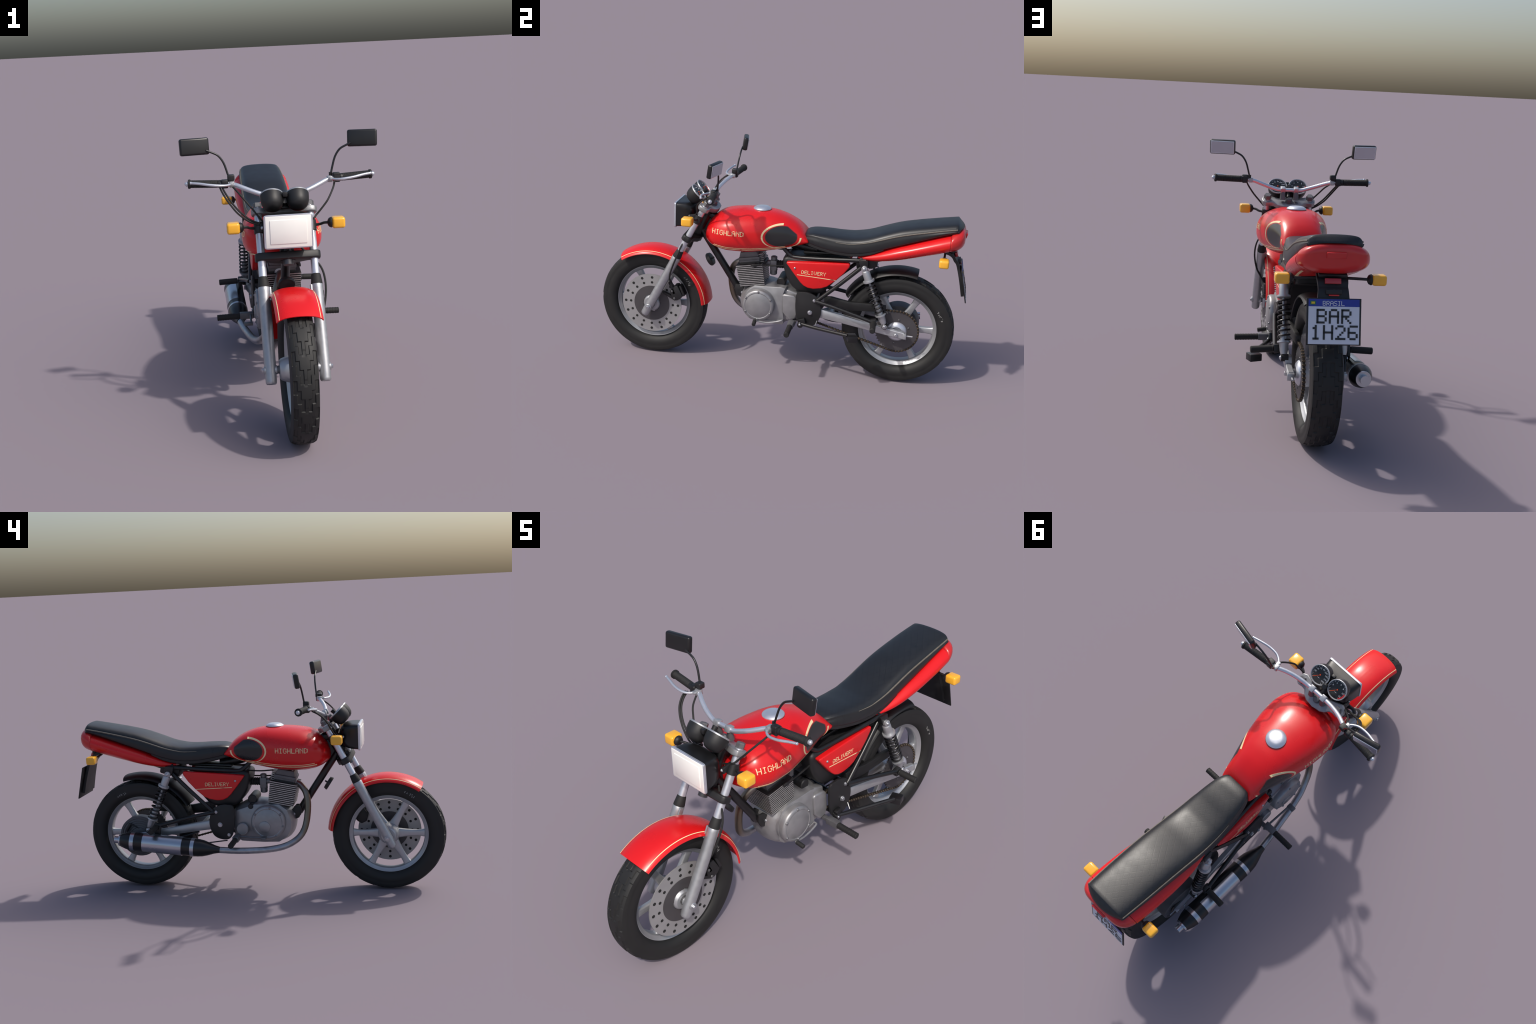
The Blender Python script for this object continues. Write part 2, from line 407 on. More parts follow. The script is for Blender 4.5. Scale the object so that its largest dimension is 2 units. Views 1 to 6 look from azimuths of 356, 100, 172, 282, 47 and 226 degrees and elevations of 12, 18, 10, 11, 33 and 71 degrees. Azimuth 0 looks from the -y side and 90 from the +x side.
# ================================================================== WHEELS
def wheel(cy, cz, R, hw, disc):
    c = Vector((0, cy, cz))
    # cast rim with six spokes --------------------------------------
    m = Mesh(); q = hw * 0.58 / 0.0395
    half = [(0.038, 0.214), (0.0395, 0.2075), (0.0365, 0.2035), (0.031, 0.200), (0.028, 0.193), (0.024, 0.1895), (0.016, 0.1885), (0.006, 0.188)]
    half = [(x * q, r) for x, r in half]
    prof = half + [(-a, b) for a, b in reversed(half)] + [(-0.026 * q, 0.214), (0.026 * q, 0.214)]
    m.lathe(prof, c, X, 96, closed=True)
    for i in range(6):
        a = i * pi / 3
        rd = Vector((0, cos(a), sin(a))); tg = Vector((0, -sin(a), cos(a)))
        rings = []
        for r, w, t in ((0.030, 0.030, 0.018), (0.055, 0.0255, 0.0165), (0.080, 0.0215, 0.0145), (0.115, 0.0175, 0.0125), (0.150, 0.0165, 0.0120), (0.172, 0.0180, 0.0125), (0.188, 0.0215, 0.014)):
            ring = []
            for k in range(16):
                q = 2 * pi * k / 16
                ex = lambda v: math.copysign(abs(v) ** 0.5, v)
                ring.append(c + rd * r + tg * (w * ex(cos(q))) + X * (t * ex(sin(q))))
            rings.append(ring)
        m.loft(rings)
    rim = m.obj("wheel", ALLOY, bike, 40)
    # tyre ----------------------------------------------------------
    half = [(hw * 0.52, 0.2080), (hw * 0.62, 0.2095), (hw * 0.78, 0.2155), (hw * 0.94, 0.229), (hw, 0.244), (hw * 0.985, 0.2575), (hw * 0.95, 0.268), (hw * 0.955, 0.2695), (hw * 0.915, R - 0.0170)]
    T = hw * 0.88                                   # tread half width
    tread = []
    ncol = 36
    for k in range(ncol + 1):
        x = T - 2 * T * k / ncol
        tread.append((x, R - 0.0105 * abs(x / T) ** 2.8))
    prof = half + tread + [(-a, b) for a, b in reversed(half)]
    n0 = len(half); NT = 560; n = len(prof)
    verts = []; faces = []
    for i in range(NT):
        th = 2 * pi * i / NT
        for k, (x, r) in enumerate(prof):
            kk = k - n0
            if 0 < kk < ncol:
                col = min(6, kk * 7 // ncol)        # seven columns, stepped chevron grooves
                step = abs(col - 3)
                ph = (th * 17 / (2 * pi) + step * 0.32) % 1.0
                if step >= 1 and ph < 0.48: r -= 0.0042
                if step == 0 and ph < 0.20: r -= 0.0020
            verts.append(c + Vector((x, r * cos(th), r * sin(th))))
    for i in range(NT):
        j = (i + 1) % NT
        for k in range(n):
            k2 = (k + 1) % n
            faces.append((i * n + k, i * n + k2, j * n + k2, j * n + k))
    ty = Mesh().add(verts, faces).obj("tyre", TYRE, rim, 32)
    return rim

FW = Vector((0, -0.700, 0.300)); RW = Vector((0, 0.658, 0.300))
wf = wheel(FW.y, FW.z, 0.3000, 0.0545, True)
wr = wheel(RW.y, RW.z, 0.3000, 0.0660, False)

# tyre side-wall writing (short worn marks)
def sidewall_marks(parent, c, hw, side, ang, count, seed):
    rnd = random.Random(seed); m = Mesh()
    for i in range(count):
        a0 = ang - side * i * 0.052 * (1 if side > 0 else 1)
        for j in range(rnd.choice((2, 3, 3))):
            a = a0 + (rnd.random() - 0.5) * 0.028; r = 0.2475 + (rnd.random() - 0.5) * 0.012
            if rnd.random() < 0.5: sz = (0.0012, 0.0025, 0.010 * rnd.uniform(.6, 1))
            else: sz = (0.0012, 0.007 * rnd.uniform(.6, 1), 0.0024)
            R = Matrix.Rotation(a - pi / 2, 3, 'X')
            m.box(c + Vector((side * (hw - 0.0001), r * cos(a), r * sin(a))), sz, R)
    o = m.obj("lettering", WRITING, parent); o["kind"] = "stuff"
sidewall_marks(wf, FW, 0.0545, 1, radians(42), 5, 3)
sidewall_marks(wf, FW, 0.0545, -1, radians(112), 5, 4)
sidewall_marks(wr, RW, 0.0660, 1, radians(32), 5, 5)
sidewall_marks(wr, RW, 0.0660, -1, radians(60), 5, 6)

# front hub, brake disc, caliper
m = Mesh()
m.lathe([(-0.072, 0.030), (-0.072, 0.036), (-0.066, 0.043), (-0.045, 0.051), (-0.024, 0.057), (0.024, 0.057), (0.050, 0.050), (0.070, 0.045), (0.076, 0.038), (0.076, 0.022), (0.066, 0.020)], FW, X, 40)
m.obj("hub", ALLOY, wf)
m = Mesh(); m.cyl(FW - X * 0.128, FW + X * 0.128, 0.011)
for s in S: m.cyl(FW + X * s * 0.070, FW + X * s * 0.092, 0.017, 0.014)
m.obj("axle", DARKCAST, wf)
DX = 0.062
m = Mesh(); m.lathe([(DX - .0025, 0.094), (DX - .0025, 0.1685), (DX + .0025, 0.1685), (DX + .0025, 0.094)], FW, X, 96, closed=True)
disc = m.obj("brake_disc", DISC, wf)
m = Mesh(); m.lathe([(DX - .004, 0.050), (DX - .004, 0.101), (DX + .0042, 0.101), (DX + .0042, 0.050)], FW, X, 64, closed=True)
for i in range(5):
    a = 2 * pi * i / 5 + 0.3
    R = Matrix.Rotation(a, 3, 'X')
    m.box(FW + X * DX + R @ Vector((0, 0.046, 0)), (0.007, 0.030, 0.022), R, 0.002)
m.obj("disc_carrier", CARRIER, wf)
m = Mesh()
for i in range(16):
    for j, rr in enumerate((0.150, 0.121)):
        a = 2 * pi * i / 16 + pi / 2
        p = FW + Vector((DX, rr * cos(a), rr * sin(a)))
        m.cyl(p - X * .0033, p + X * .0033, 0.0075 - 0.0005 * j, seg=16)
o = m.obj("vent_hole", HOLE, wf); o["kind"] = "stuff"

m = Mesh()
m.extrude([(-0.566, 0.424), (-0.548, 0.428), (-0.516, 0.368), (-0.530, 0.352), (-0.552, 0.338), (-0.580, 0.352), (-0.590, 0.392)], 0.036, 0.092, 0.005)
m.extrude([(-0.540, 0.428), (-0.527, 0.424), (-0.503, 0.374), (-0.516, 0.366)], 0.044, 0.090, 0.003)
m.extrude([(-0.638, 0.388), (-0.628, 0.370), (-0.560, 0.336), (-0.548, 0.352)], 0.070, 0.090, 0.003)
m.extrude([(-0.600, 0.44), (-0.586, 0.45), (-0.556, 0.38), (-0.572, 0.372)], 0.070, 0.092, 0.003)
cal = m.obj("brake_caliper", PLASTIC, bike)
bolt((0.092, -0.577, 0.392), X, cal, 0.7, DOME, DARKBOLT); bolt((0.092, -0.563, 0.352), X, cal, 0.7, DOME, DARKBOLT)

# ================================================================== FORK
FDIR = Vector((0, 0.456, 0.890)).normalized()
def on_fork(z, s): return Vector((s * 0.1085, -0.7215 + (z - 0.262) * 0.512, z))
FPERP = Vector((0, -FDIR.z, FDIR.y))            # forward, square to the fork
for s in S:
    m = Mesh()
    p0 = on_fork(0.250, s); L = (on_fork(0.603, s) - p0).length
    m.lathe([(0, 0.0185), (0.004, 0.0215), (0.012, 0.0225), (0.055, 0.0235), (0.10, 0.0242), (L - 0.02, 0.0244), (L - 0.006, 0.0250), (L, 0.0225)], p0, FDIR, 40)
    ax = Vector((s * 0.1085, -0.700, 0.300))
    m.cyl(ax - X * s * 0.028, ax + X * s * 0.026, 0.0185, 0.0165, 28, 0.002)
    m.box(on_fork(0.575, s) - X * s * 0.0245 + FPERP * 0.004, (0.008, 0.022, 0.055), Matrix.Rotation(-0.47, 3, 'X'), 0.002)
    leg = m.obj("fork_leg", FORK, bike)
    bolt(ax + X * s * 0.0255, X * s, leg, 0.95)
    m = Mesh(); m.cyl(on_fork(0.56, s), on_fork(0.905, s), 0.0165, seg=32, ch=0.001)
    m.obj("fork_tube", CHROME, leg)
    m = Mesh(); a = on_fork(0.600, s); L = (on_fork(0.640, s) - a).length
    m.lathe([(0, 0.0235), (0.006, 0.0240), (0.018, 0.0225), (L - 0.004, 0.0195), (L, 0.0175)], a, FDIR, 32)
    m.obj("dust_boot", RUBBER, leg)

# lower yoke
m = Mesh()
RF = Matrix.Rotation(-atan2(0.456, 0.890), 3, 'X')
cl = on_fork(0.712, 0)
pts = []
rings = []
def plan(outline, c, thick, bev, mesh, R):
    """outline in (x, forward) turned into a slab square to the fork"""
    bm = bmesh.new()
    a = [bm.verts.new((p[0], -p[1], -thick / 2)) for p in outline]; b = [bm.verts.new((p[0], -p[1], thick / 2)) for p in outline]
    n = len(outline); bm.faces.new(a); bm.faces.new(list(reversed(b)))
    for i in range(n): bm.faces.new((a[i], b[i], b[(i + 1) % n], a[(i + 1) % n]))
    bmesh.ops.recalc_face_normals(bm, faces=bm.faces)
    e = [q for q in bm.edges if q.calc_face_angle(0) > 0.7]
    bmesh.ops.bevel(bm, geom=e, offset=bev, segments=3, profile=0.5, affect='EDGES', clamp_overlap=True)
    mesh.add_bm(bm, Matrix.Translation(c) @ R.to_4x4())
def sym(half): return half + [(-x, y) for x, y in reversed(half)]
plan(sym([(0.0, 0.028), (0.120, 0.028), (0.134, 0.018), (0.136, -0.014), (0.124, -0.026), (0.085, -0.028), (0.045, -0.052), (0.0, -0.06)]), cl, 0.032, 0.006, m, RF)
m.cyl(on_fork(0.70, 0) + Y * 0.020, on_fork(0.70, 0) + Y * 0.020 + FDIR * 0.05, 0.030)
yoke = m.obj("fork_yoke", PLASTIC, bike)
m = Mesh(); m.cyl(on_fork(0.690, 0) - FDIR * 0.012, on_fork(0.700, 0), 0.02, seg=20)
m.cyl(cl + FPERP * 0.006 + FDIR * 0.012, cl + FPERP * 0.006 + FDIR * 0.030, 0.018, 0.014, seg=20)
m.obj("yoke_nut", DARKBOLT, yoke)
# top yoke: wavy alloy slab
m = Mesh(); ct = on_fork(0.885, 0)
plan(sym([(0.0, 0.012), (0.045, 0.012), (0.075, 0.024), (0.108, 0.034), (0.129, 0.026), (0.138, 0.004), (0.134, -0.020), (0.118, -0.030), (0.095, -0.027), (0.078, -0.030), (0.062, -0.048), (0.042, -0.060), (0.0, -0.064)]), ct, 0.026, 0.005, m, RF)
for s in S:
    m.cyl(ct + X * s * 0.1085 + FDIR * 0.012, ct + X * s * 0.1085 + FDIR * 0.019, 0.0155, seg=24)
top = m.obj("fork_yoke", ENGINE, bike)
for s in S:
    m = Mesh(); p = ct + X * s * 0.1085 + FDIR * 0.018
    m.lathe([(0, 0.019), (0.019, 0.019), (0.023, 0.0165)], p, FDIR, 6)
    m.obj("cap_nut", DARKCAST, top, 25)
m = Mesh(); p = ct - FPERP * 0.022
m.lathe([(0.012, 0.020), (0.02, 0.020), (0.02, 0.016), (0.032, 0.014), (0.034, 0.010)], p, FDIR, 20)
m.obj("stem_nut", DARKCAST, top, 30)
# steering head of the frame
m = Mesh(); h = on_fork(0.79, 0) + Y * 0.020
m.cyl(h - FDIR * 0.105, h + FDIR * 0.07, 0.029, ch=0.002)
m.cyl(h - FDIR * 0.115, h - FDIR * 0.100, 0.034, seg=32)
m.cyl(h + FDIR * 0.060, h + FDIR * 0.082, 0.033, seg=32)
# backbone, down tube, gusset, rails
m.tube([(0, -0.420, 0.848), (0, -0.33, 0.800), (0, -0.20, 0.765), (0, -0.02, 0.735), (0, 0.10, 0.705), (0, 0.20, 0.690)], 0.0240, 20)
m.tube([(0, -0.4400, 0.7420), (0, -0.2450, 0.4515), (0, -0.222, 0.417)], 0.0195, 20, smooth=False)
m.extrude([(-0.450, 0.745), (-0.415, 0.830), (-0.345, 0.800), (-0.372, 0.705), (-0.384, 0.666), (-0.398, 0.680)], -0.012, 0.012, 0.003)
for s in S:
    # rail from under the tank back to the shock mount
    m.tube([(s * 0.045, -0.045, 0.735), (s * 0.060, 0.015, 0.706), (s * 0.068, 0.062, 0.667), (s * 0.073, 0.100, 0.6565), (s * 0.086, 0.24, 0.666), (s * 0.097, 0.36, 0.678), (s * 0.104, 0.47, 0.687)], 0.0115, 16)
    # upper inner rail below the seat
    m.tube([(s * 0.098, 0.44, 0.694), (s * 0.095, 0.62, 0.745), (s * 0.09, 0.82, 0.80)], 0.009, 12)
    # stay down to the pivot plate
    m.tube([(s * 0.090, 0.467, 0.664), (s * 0.1045, 0.348, 0.550), (s * 0.1185, 0.226, 0.4395)], 0.0112, 16, 3)
    # rear peg carrier, upper tube
    m.tube([(s * 0.124, 0.222, 0.440), (s * 0.138, 0.34, 0.419), (s * 0.158, 0.53, 0.374)], 0.0105, 14)
    # shock mount
    m.extrude([(0.432, 0.690), (0.480, 0.694), (0.484, 0.662), (0.474, 0.642), (0.454, 0.640), (0.444, 0.655)], s * 0.092, s * 0.126, 0.003)
# inner cross plate / battery tray
m.box((0, 0.250, 0.684), (0.09, 0.24, 0.016), Matrix.Rotation(0.05, 3, 'X'), 0.006)
m.cyl((-0.115, 0.465, 0.662), (0.115, 0.465, 0.662), 0.011)
m.cyl((-0.118, 0.192, 0.371), (0.118, 0.192, 0.371), 0.014)
m.cyl((-0.118, 0.150, 0.312), (0.118, 0.150, 0.312), 0.011)
m.cyl((-0.105, 0.215, 0.440), (0.105, 0.215, 0.440), 0.012)
frame = m.obj("frame", BLACK, bike)
# front engine mount
m = Mesh()
for s in S:
    m.extrude([(-0.236, 0.452), (-0.205, 0.452), (-0.180, 0.428), (-0.178, 0.392), (-0.196, 0.378), (-0.224, 0.388), (-0.240, 0.420)], s * 0.020, s * 0.030, 0.002)
m.cyl((-0.03, -0.196, 0.408), (0.03, -0.196, 0.408), 0.008)
mt = m.obj("engine_mount", PLASTIC, frame)
for s in S: bolt((s * 0.030, -0.196, 0.408), X * s, mt, 0.7)
# pivot plates
PIV = [(0.118, 0.470), (0.145, 0.480), (0.180, 0.480), (0.224, 0.462), (0.247, 0.423), (0.254, 0.375), (0.243, 0.330), (0.222, 0.302), (0.185, 0.288), (0.150, 0.290), (0.128, 0.314), (0.117, 0.360), (0.113, 0.415)]
for s in S:
    m = Mesh(); m.extrude(PIV, s * 0.103, s * 0.117, 0.003, round_pts=4)
    pl = m.obj("pivot_plate", PLASTIC, frame)
    bolt((s * 0.117, 0.214, 0.440), X * s, pl, 0.8); bolt((s * 0.117, 0.194, 0.370), X * s, pl, 1.15)
    bolt((s * 0.117, 0.148, 0.314), X * s, pl, 0.8)
# horn
m = Mesh(); hd = Vector((0, -0.56, 0.80)).normalized(); hd = Vector((0, -0.82, 0.57))
hc = Vector((0.0, -0.384, 0.573)); hd = Vector((0, -0.83, -0.55)).normalized()
m.lathe([(-0.012, 0.022), (-0.010, 0.034), (0.004, 0.038), (0.009, 0.036), (0.009, 0.026), (0.005, 0.010)], hc + hd * 0.004, hd, 28)
m.cyl(hc, hc - hd * 0.020, 0.0045, seg=12)
m.obj("horn", PLASTIC, bike)

# ================================================================== FUEL TANK
TROWS = [  # y, half width, top z, bottom z
 (-0.4060, 0.020, 0.740, 0.722), (-0.4030, 0.055, 0.758, 0.714), (-0.3940, 0.089, 0.785, 0.702), (-0.3800, 0.117, 0.810, 0.690),
 (-0.3570, 0.142, 0.836, 0.676), (-0.3200, 0.161, 0.860, 0.663), (-0.2600, 0.1725, 0.876, 0.654), (-0.1800, 0.1675, 0.885, 0.654),
 (-0.1000, 0.1525, 0.887, 0.663), (-0.0400, 0.1385, 0.882, 0.674), (0.0200, 0.1215, 0.868, 0.688), (0.0800, 0.1050, 0.841, 0.706),
 (0.1200, 0.0965, 0.810, 0.720), (0.1480, 0.0905, 0.774, 0.734), (0.1580, 0.0850, 0.762, 0.741)]
def tank_ring(y):
    w, zt, zb = interp(TROWS, y); zm = zb + 0.46 * (zt - zb); ring = []
    N = 72
    for k in range(N):
        a = 2 * pi * k / N; ca, sa = cos(a), sin(a)
        n = 2.35 if sa >= 0 else 2.5
        x = w * math.copysign(abs(ca) ** (2 / n), ca)
        z = zm + (zt - zm if sa >= 0 else zm - zb) * math.copysign(abs(sa) ** (2 / n), sa)
        ring.append(Vector((x, y, z)))
    return ring
ys = [-0.406, -0.4055, -0.4045, -0.403, -0.401, -0.398] + [-0.394 + 0.552 * (i / 64) for i in range(65)]
m = Mesh(); m.loft([tank_ring(y) for y in ys])
tank = m.obj("fuel_tank", TANK, bike, 60)
tb = m.bvh()
# filler cap
m = Mesh(); m.lathe([(-0.008, 0.044), (0.002, 0.0475), (0.0055, 0.0475), (0.0075, 0.046), (0.0150, 0.034), (0.0170, 0.026), (0.0180, 0.0)], (0, -0.109, 0.8840), (0, -0.02, 1), 56)
m.obj("fuel_cap", CHROME, tank, 60)
m = Mesh(); m.lathe([(-0.012, 0.046), (0.0012, 0.0482), (0.0018, 0.046)], (0, -0.109, 0.8840), (0, -0.02, 1), 48)
m.obj("cap_seal", RUBBER, tank)
for s in S:
    # word on the flank
    m = Mesh(); surface_text(m, tb, s, "HIGHLAND", -0.259 if s > 0 else -0.2185, 0.7685 if s > 0 else 0.764, 0.00375, 0.0031, 5.85)
    m.obj("lettering", CREAM, tank)
    # cream crescent around the knee panel, cut by the shoulder line
    m = Mesh(); c0 = Vector((0.0195, 0.7725)); A, Bx = 0.0990, 0.0655
    def ell(t): return c0 + Vector((A * cos(t), Bx * sin(t)))
    def below(p): return p.y + 0.70 * p.x < 0.857
    arc = [ell(radians(d)) for d in range(60, 400, 3)]
    arc = [p for p in arc if below(p)]
    def crescent(u):                                  # broad over the front, thin below, broad again at the tail
        if u < 0.30: return 0.0092
        if u < 0.58: return 0.0034 + 0.0058 * (0.5 + 0.5 * cos(pi * (u - 0.30) / 0.28))
        return 0.0034 + 0.0060 * max(0.0, (u - 0.80) / 0.20)
    ribbon(m, tb, s, arc, crescent)
    # two pinstripes above the seam
    def zline(y, lift): return 0.6860 + lift + (0.74 * (y + 0.23) ** 2 if y < -0.23 else 0.30 * (y + 0.23) ** 2)
    ribbon(m, tb, s, [Vector((y, zline(y, 0.0015))) for y in [-0.345 + 0.39 * i / 40 for i in range(41)]], 0.0052)
    ribbon(m, tb, s, [Vector((y, zline(y, 0.0122 if y < 0 else 0.0122 - 0.03 * y))) for y in [-0.336 + 0.375 * i / 40 for i in range(41)]], 0.0026)
    m.obj("pinstripe", CREAM, tank)

# ================================================================== SEAT
SROWS = [  # y, top centre z, edge half width, edge z, lower half width, lower z
 (0.120, 0.776, 0.030, 0.770, 0.032, 0.752), (0.130, 0.789, 0.052, 0.777, 0.056, 0.748), (0.150, 0.799, 0.072, 0.783, 0.076, 0.744), (0.185, 0.8045, 0.086, 0.785, 0.091, 0.737),
 (0.240, 0.8045, 0.0975, 0.779, 0.1015, 0.727), (0.310, 0.802, 0.106, 0.772, 0.1095, 0.718), (0.370, 0.8035, 0.1105, 0.771, 0.114, 0.717), (0.425, 0.812, 0.113, 0.779, 0.1165, 0.722), (0.480, 0.826, 0.1145, 0.792, 0.118, 0.735),
 (0.535, 0.8455, 0.1150, 0.810, 0.1185, 0.752), (0.590, 0.864, 0.1150, 0.829, 0.1185, 0.772), (0.640, 0.8785, 0.1145, 0.844, 0.1185, 0.790), (0.710, 0.894, 0.1135, 0.861, 0.1175, 0.814),
 (0.780, 0.9075, 0.1120, 0.876, 0.1165, 0.838), (0.850, 0.920, 0.1095, 0.890, 0.1145, 0.861), (0.918, 0.9315, 0.1060, 0.902, 0.1110, 0.880)]
def seat_ring(y):
    zt, we, ze, wl, zl = interp(SROWS, y); zt -= 0.004 + 0.005 * max(0, 1 - abs(y - 0.46) / 0.18)
    half = [(0, zl), (wl * 0.6, zl), (wl * 0.93, zl + 0.001), (wl, zl + 0.010), (wl * 1.008, zl + 0.55 * (ze - zl)), (we * 1.008, ze - 0.007), (we * 0.985, ze + 0.002),
            (we * 0.93, ze + 0.40 * (zt - ze)), (we * 0.82, ze + 0.70 * (zt - ze)), (we * 0.6, ze + 0.885 * (zt - ze)), (we * 0.3, ze + 0.975 * (zt - ze)), (0, zt)]
    full = half + [(-x, z) for x, z in reversed(half[1:-1])]
    return [Vector((p[0], y, p[1])) for p in smooth_path(full, 3, True)]
m = Mesh()
ysq = [0.120, 0.124, 0.128, 0.133, 0.139, 0.147] + [0.156 + 0.762 * i / 56 for i in range(57)]
rings = [seat_ring(y) for y in ysq]
last = rings[-1]
zl = min(p.z for p in last)
def back_ring(k, drop):
    out = []
    for p in last:
        f = 1 - (p.x / 0.115) ** 2
        out.append(Vector((p.x * (1 - 0.03 * k), 0.918 + 0.0035 * k + 0.032 * k * max(0, f) * 1.0, zl + (p.z - zl) * (1 - drop))))
    return out
rings += [back_ring(0.12, 0.015), back_ring(0.45, 0.20), back_ring(0.8, 0.42), back_ring(1.0, 0.60)]
m.loft(rings)
seat = m.obj("seat", SEAT, bike, 42)
sb = m.bvh()
m = Mesh()
for s in S:
    line = []
    for i in range(60):
        y = 0.305 + 0.612 * i / 59
        zt, we, ze, wl, zz = interp(SROWS, y)
        line.append(Vector((s * we * 1.000, y, ze - 0.0015)))
    m.tube(line, lambda t: 0.0012 + 0.0026 * min(1, t * 3), 8, smooth=False)
m.obj("piping", PIPING, seat)
# seat pan lip
m = Mesh(); rings = []
for i in range(33):
    y = 0.135 + 0.42 * i / 32
    zt, we, ze, wl, zz = interp(SROWS, y)
    t = 0.016 * min(1, (0.575 - y) / 0.08)
    w = wl * 0.965
    rings.append([Vector(p) for p in ((-w, y, zz + 0.003), (-w, y, zz - t * 0.7), (-w * 0.93, y, zz - t), (w * 0.93, y, zz - t), (w, y, zz - t * 0.7), (w, y, zz + 0.003))])
m.loft(rings); m.obj("seat_pan", PLASTIC, seat)

# ================================================================== TAIL COWL
CROWS = [  # y, half width, top z, bottom z
 (0.425, 0.097, 0.711, 0.688), (0.450, 0.106, 0.720, 0.678), (0.500, 0.120, 0.739, 0.677), (0.560, 0.134, 0.763, 0.684), (0.620, 0.1420, 0.788, 0.695), (0.700, 0.1475, 0.815, 0.716),
 (0.780, 0.1490, 0.842, 0.738), (0.840, 0.1480, 0.862, 0.754), (0.887, 0.1455, 0.876, 0.768)]
def cowl_ring(y, rows, n=64, k=2.3):
    w, zt, zb = interp(rows, y); zm = (zt + zb) / 2; r = []
    for i in range(n):
        a = 2 * pi * i / n; ca, sa = cos(a), sin(a)
        r.append(Vector((w * math.copysign(abs(ca) ** (2 / k), ca), y, zm + (zt - zb) / 2 * math.copysign(abs(sa) ** (2 / k), sa))))
    return r
m = Mesh(); m.loft([cowl_ring(0.425 + 0.462 * i / 44, CROWS) for i in range(45)])
cowl = m.obj("tail_cowl", RED, bike, 50); cb = m.bvh()
m = Mesh()
for s in S:
    line = []
    for i in range(40):
        y = 0.445 + 0.40 * i / 39
        w, zt, zb = interp(CROWS, y); line.append(Vector((y, zb + 0.13 * (zt - zb) * (0.6 + 0.4 * i / 39))))
    ribbon(m, cb, s, line, 0.0028)
m.obj("pinstripe", CREAM, cowl)
LROWS = [(0.8885, 0.1430, 0.8765, 0.7700), (0.893, 0.1440, 0.884, 0.7690), (0.905, 0.1415, 0.891, 0.7715), (0.925, 0.1340, 0.8965, 0.778), (0.942, 0.1220, 0.896, 0.788), (0.953, 0.1060, 0.891, 0.8005), (0.960, 0.0820, 0.881, 0.814), (0.9625, 0.050, 0.866, 0.831)]
m = Mesh(); m.loft([cowl_ring(0.8885 + 0.074 * (1 - (1 - i / 20) ** 1.6), LROWS, k=2.45) for i in range(21)])
tl = m.obj("tail_light", LENS_RED, bike, 60)
m = Mesh(); m.loft([cowl_ring(y, [(0.880, 0.1425, 0.872, 0.771), (0.895, 0.1425, 0.8765, 0.772)]) for y in (0.882, 0.894)])
m.obj("seam", PLASTIC, cowl)
m = Mesh(); m.box((0.001, 0.9625, 0.8545), (0.076, 0.014, 0.025), Matrix.Rotation(-0.30, 3, 'X'), 0.0025)
m.obj("reflector", LENS_RED, tl)

# ================================================================== REAR BRACKET, PLATE, SIGNALS
m = Mesh()
# mudflap: swept panel that widens and leans back
mf = [(0.868, 0.762, 0.060), (0.892, 0.755, 0.061), (0.910, 0.742, 0.060), (0.922, 0.722, 0.058), (0.9375, 0.700, 0.060), (0.9600, 0.620, 0.068), (0.9775, 0.538, 0.074)]
rings = []
path = smooth_path([Vector(p) for p in mf], 5)
for i, p in enumerate(path):
    t = path[min(i + 1, len(path) - 1)] - path[max(i - 1, 0)]; nr = Vector((-t.y, t.x)).normalized() * 0.0075
    w = p.z
    rings.append([Vector((-w, p.x + nr.x, p.y + nr.y)), Vector((w, p.x + nr.x, p.y + nr.y)), Vector((w, p.x - nr.x, p.y - nr.y)), Vector((-w, p.x - nr.x, p.y - nr.y))])
m.loft(rings)
m.box((0, 0.895, 0.771), (0.112, 0.040, 0.016), Matrix.Rotation(-0.4, 3, 'X'), 0.004)
m.box((0.0, 0.938, 0.7085), (0.062, 0.030, 0.020), Matrix.Rotation(0.2, 3, 'X'), 0.003)
hold = m.obj("plate_holder", PLASTIC, bike)
m = Mesh(); m.box((0.002, 0.9255, 0.7470), (0.063, 0.014, 0.021), Matrix.Rotation(0.35, 3, 'X'), 0.002)
m.obj("reflector", REFLECTOR, hold)
m = Mesh(); m.box((0, 0.953, 0.6985), (0.040, 0.006, 0.005), None, 0.001); m.obj("plate_lamp", LENS_RED, hold)
PT = radians(12.2)                        # plate leans: foot further back
PR = Matrix.Rotation(PT, 3, 'X')
pc = Vector((0.0, 0.9770, 0.6010))
m = Mesh(); m.box(pc, (0.2110, 0.006, 0.178), PR, 0.0015)
plate = m.obj("license_plate", PLASTIC, bike)
def on_plate(x, z, out=0.0): return pc + PR @ Vector((x, 0.003 + out, z))
m = Mesh(); m.box(on_plate(0, -0.0135, 0.0002), (0.1960, 0.0016, 0.1420), PR); m.obj("plate_face", PLATEW, plate)
m = Mesh(); m.box(on_plate(0, 0.0715, 0.0003), (0.1960, 0.0018, 0.0280), PR); m.obj("plate_band", PLATEB, plate)
m = Mesh(); m.box(on_plate(0.0810, 0.0712, 0.0012), (0.0210, 0.0016, 0.0145), PR); m.obj("flag", GREEN, plate)
m = Mesh(); m.box(on_plate(0.0810, 0.0712, 0.0022), (0.0130, 0.0016, 0.0080), PR); m.obj("flag", YELLOW, plate)
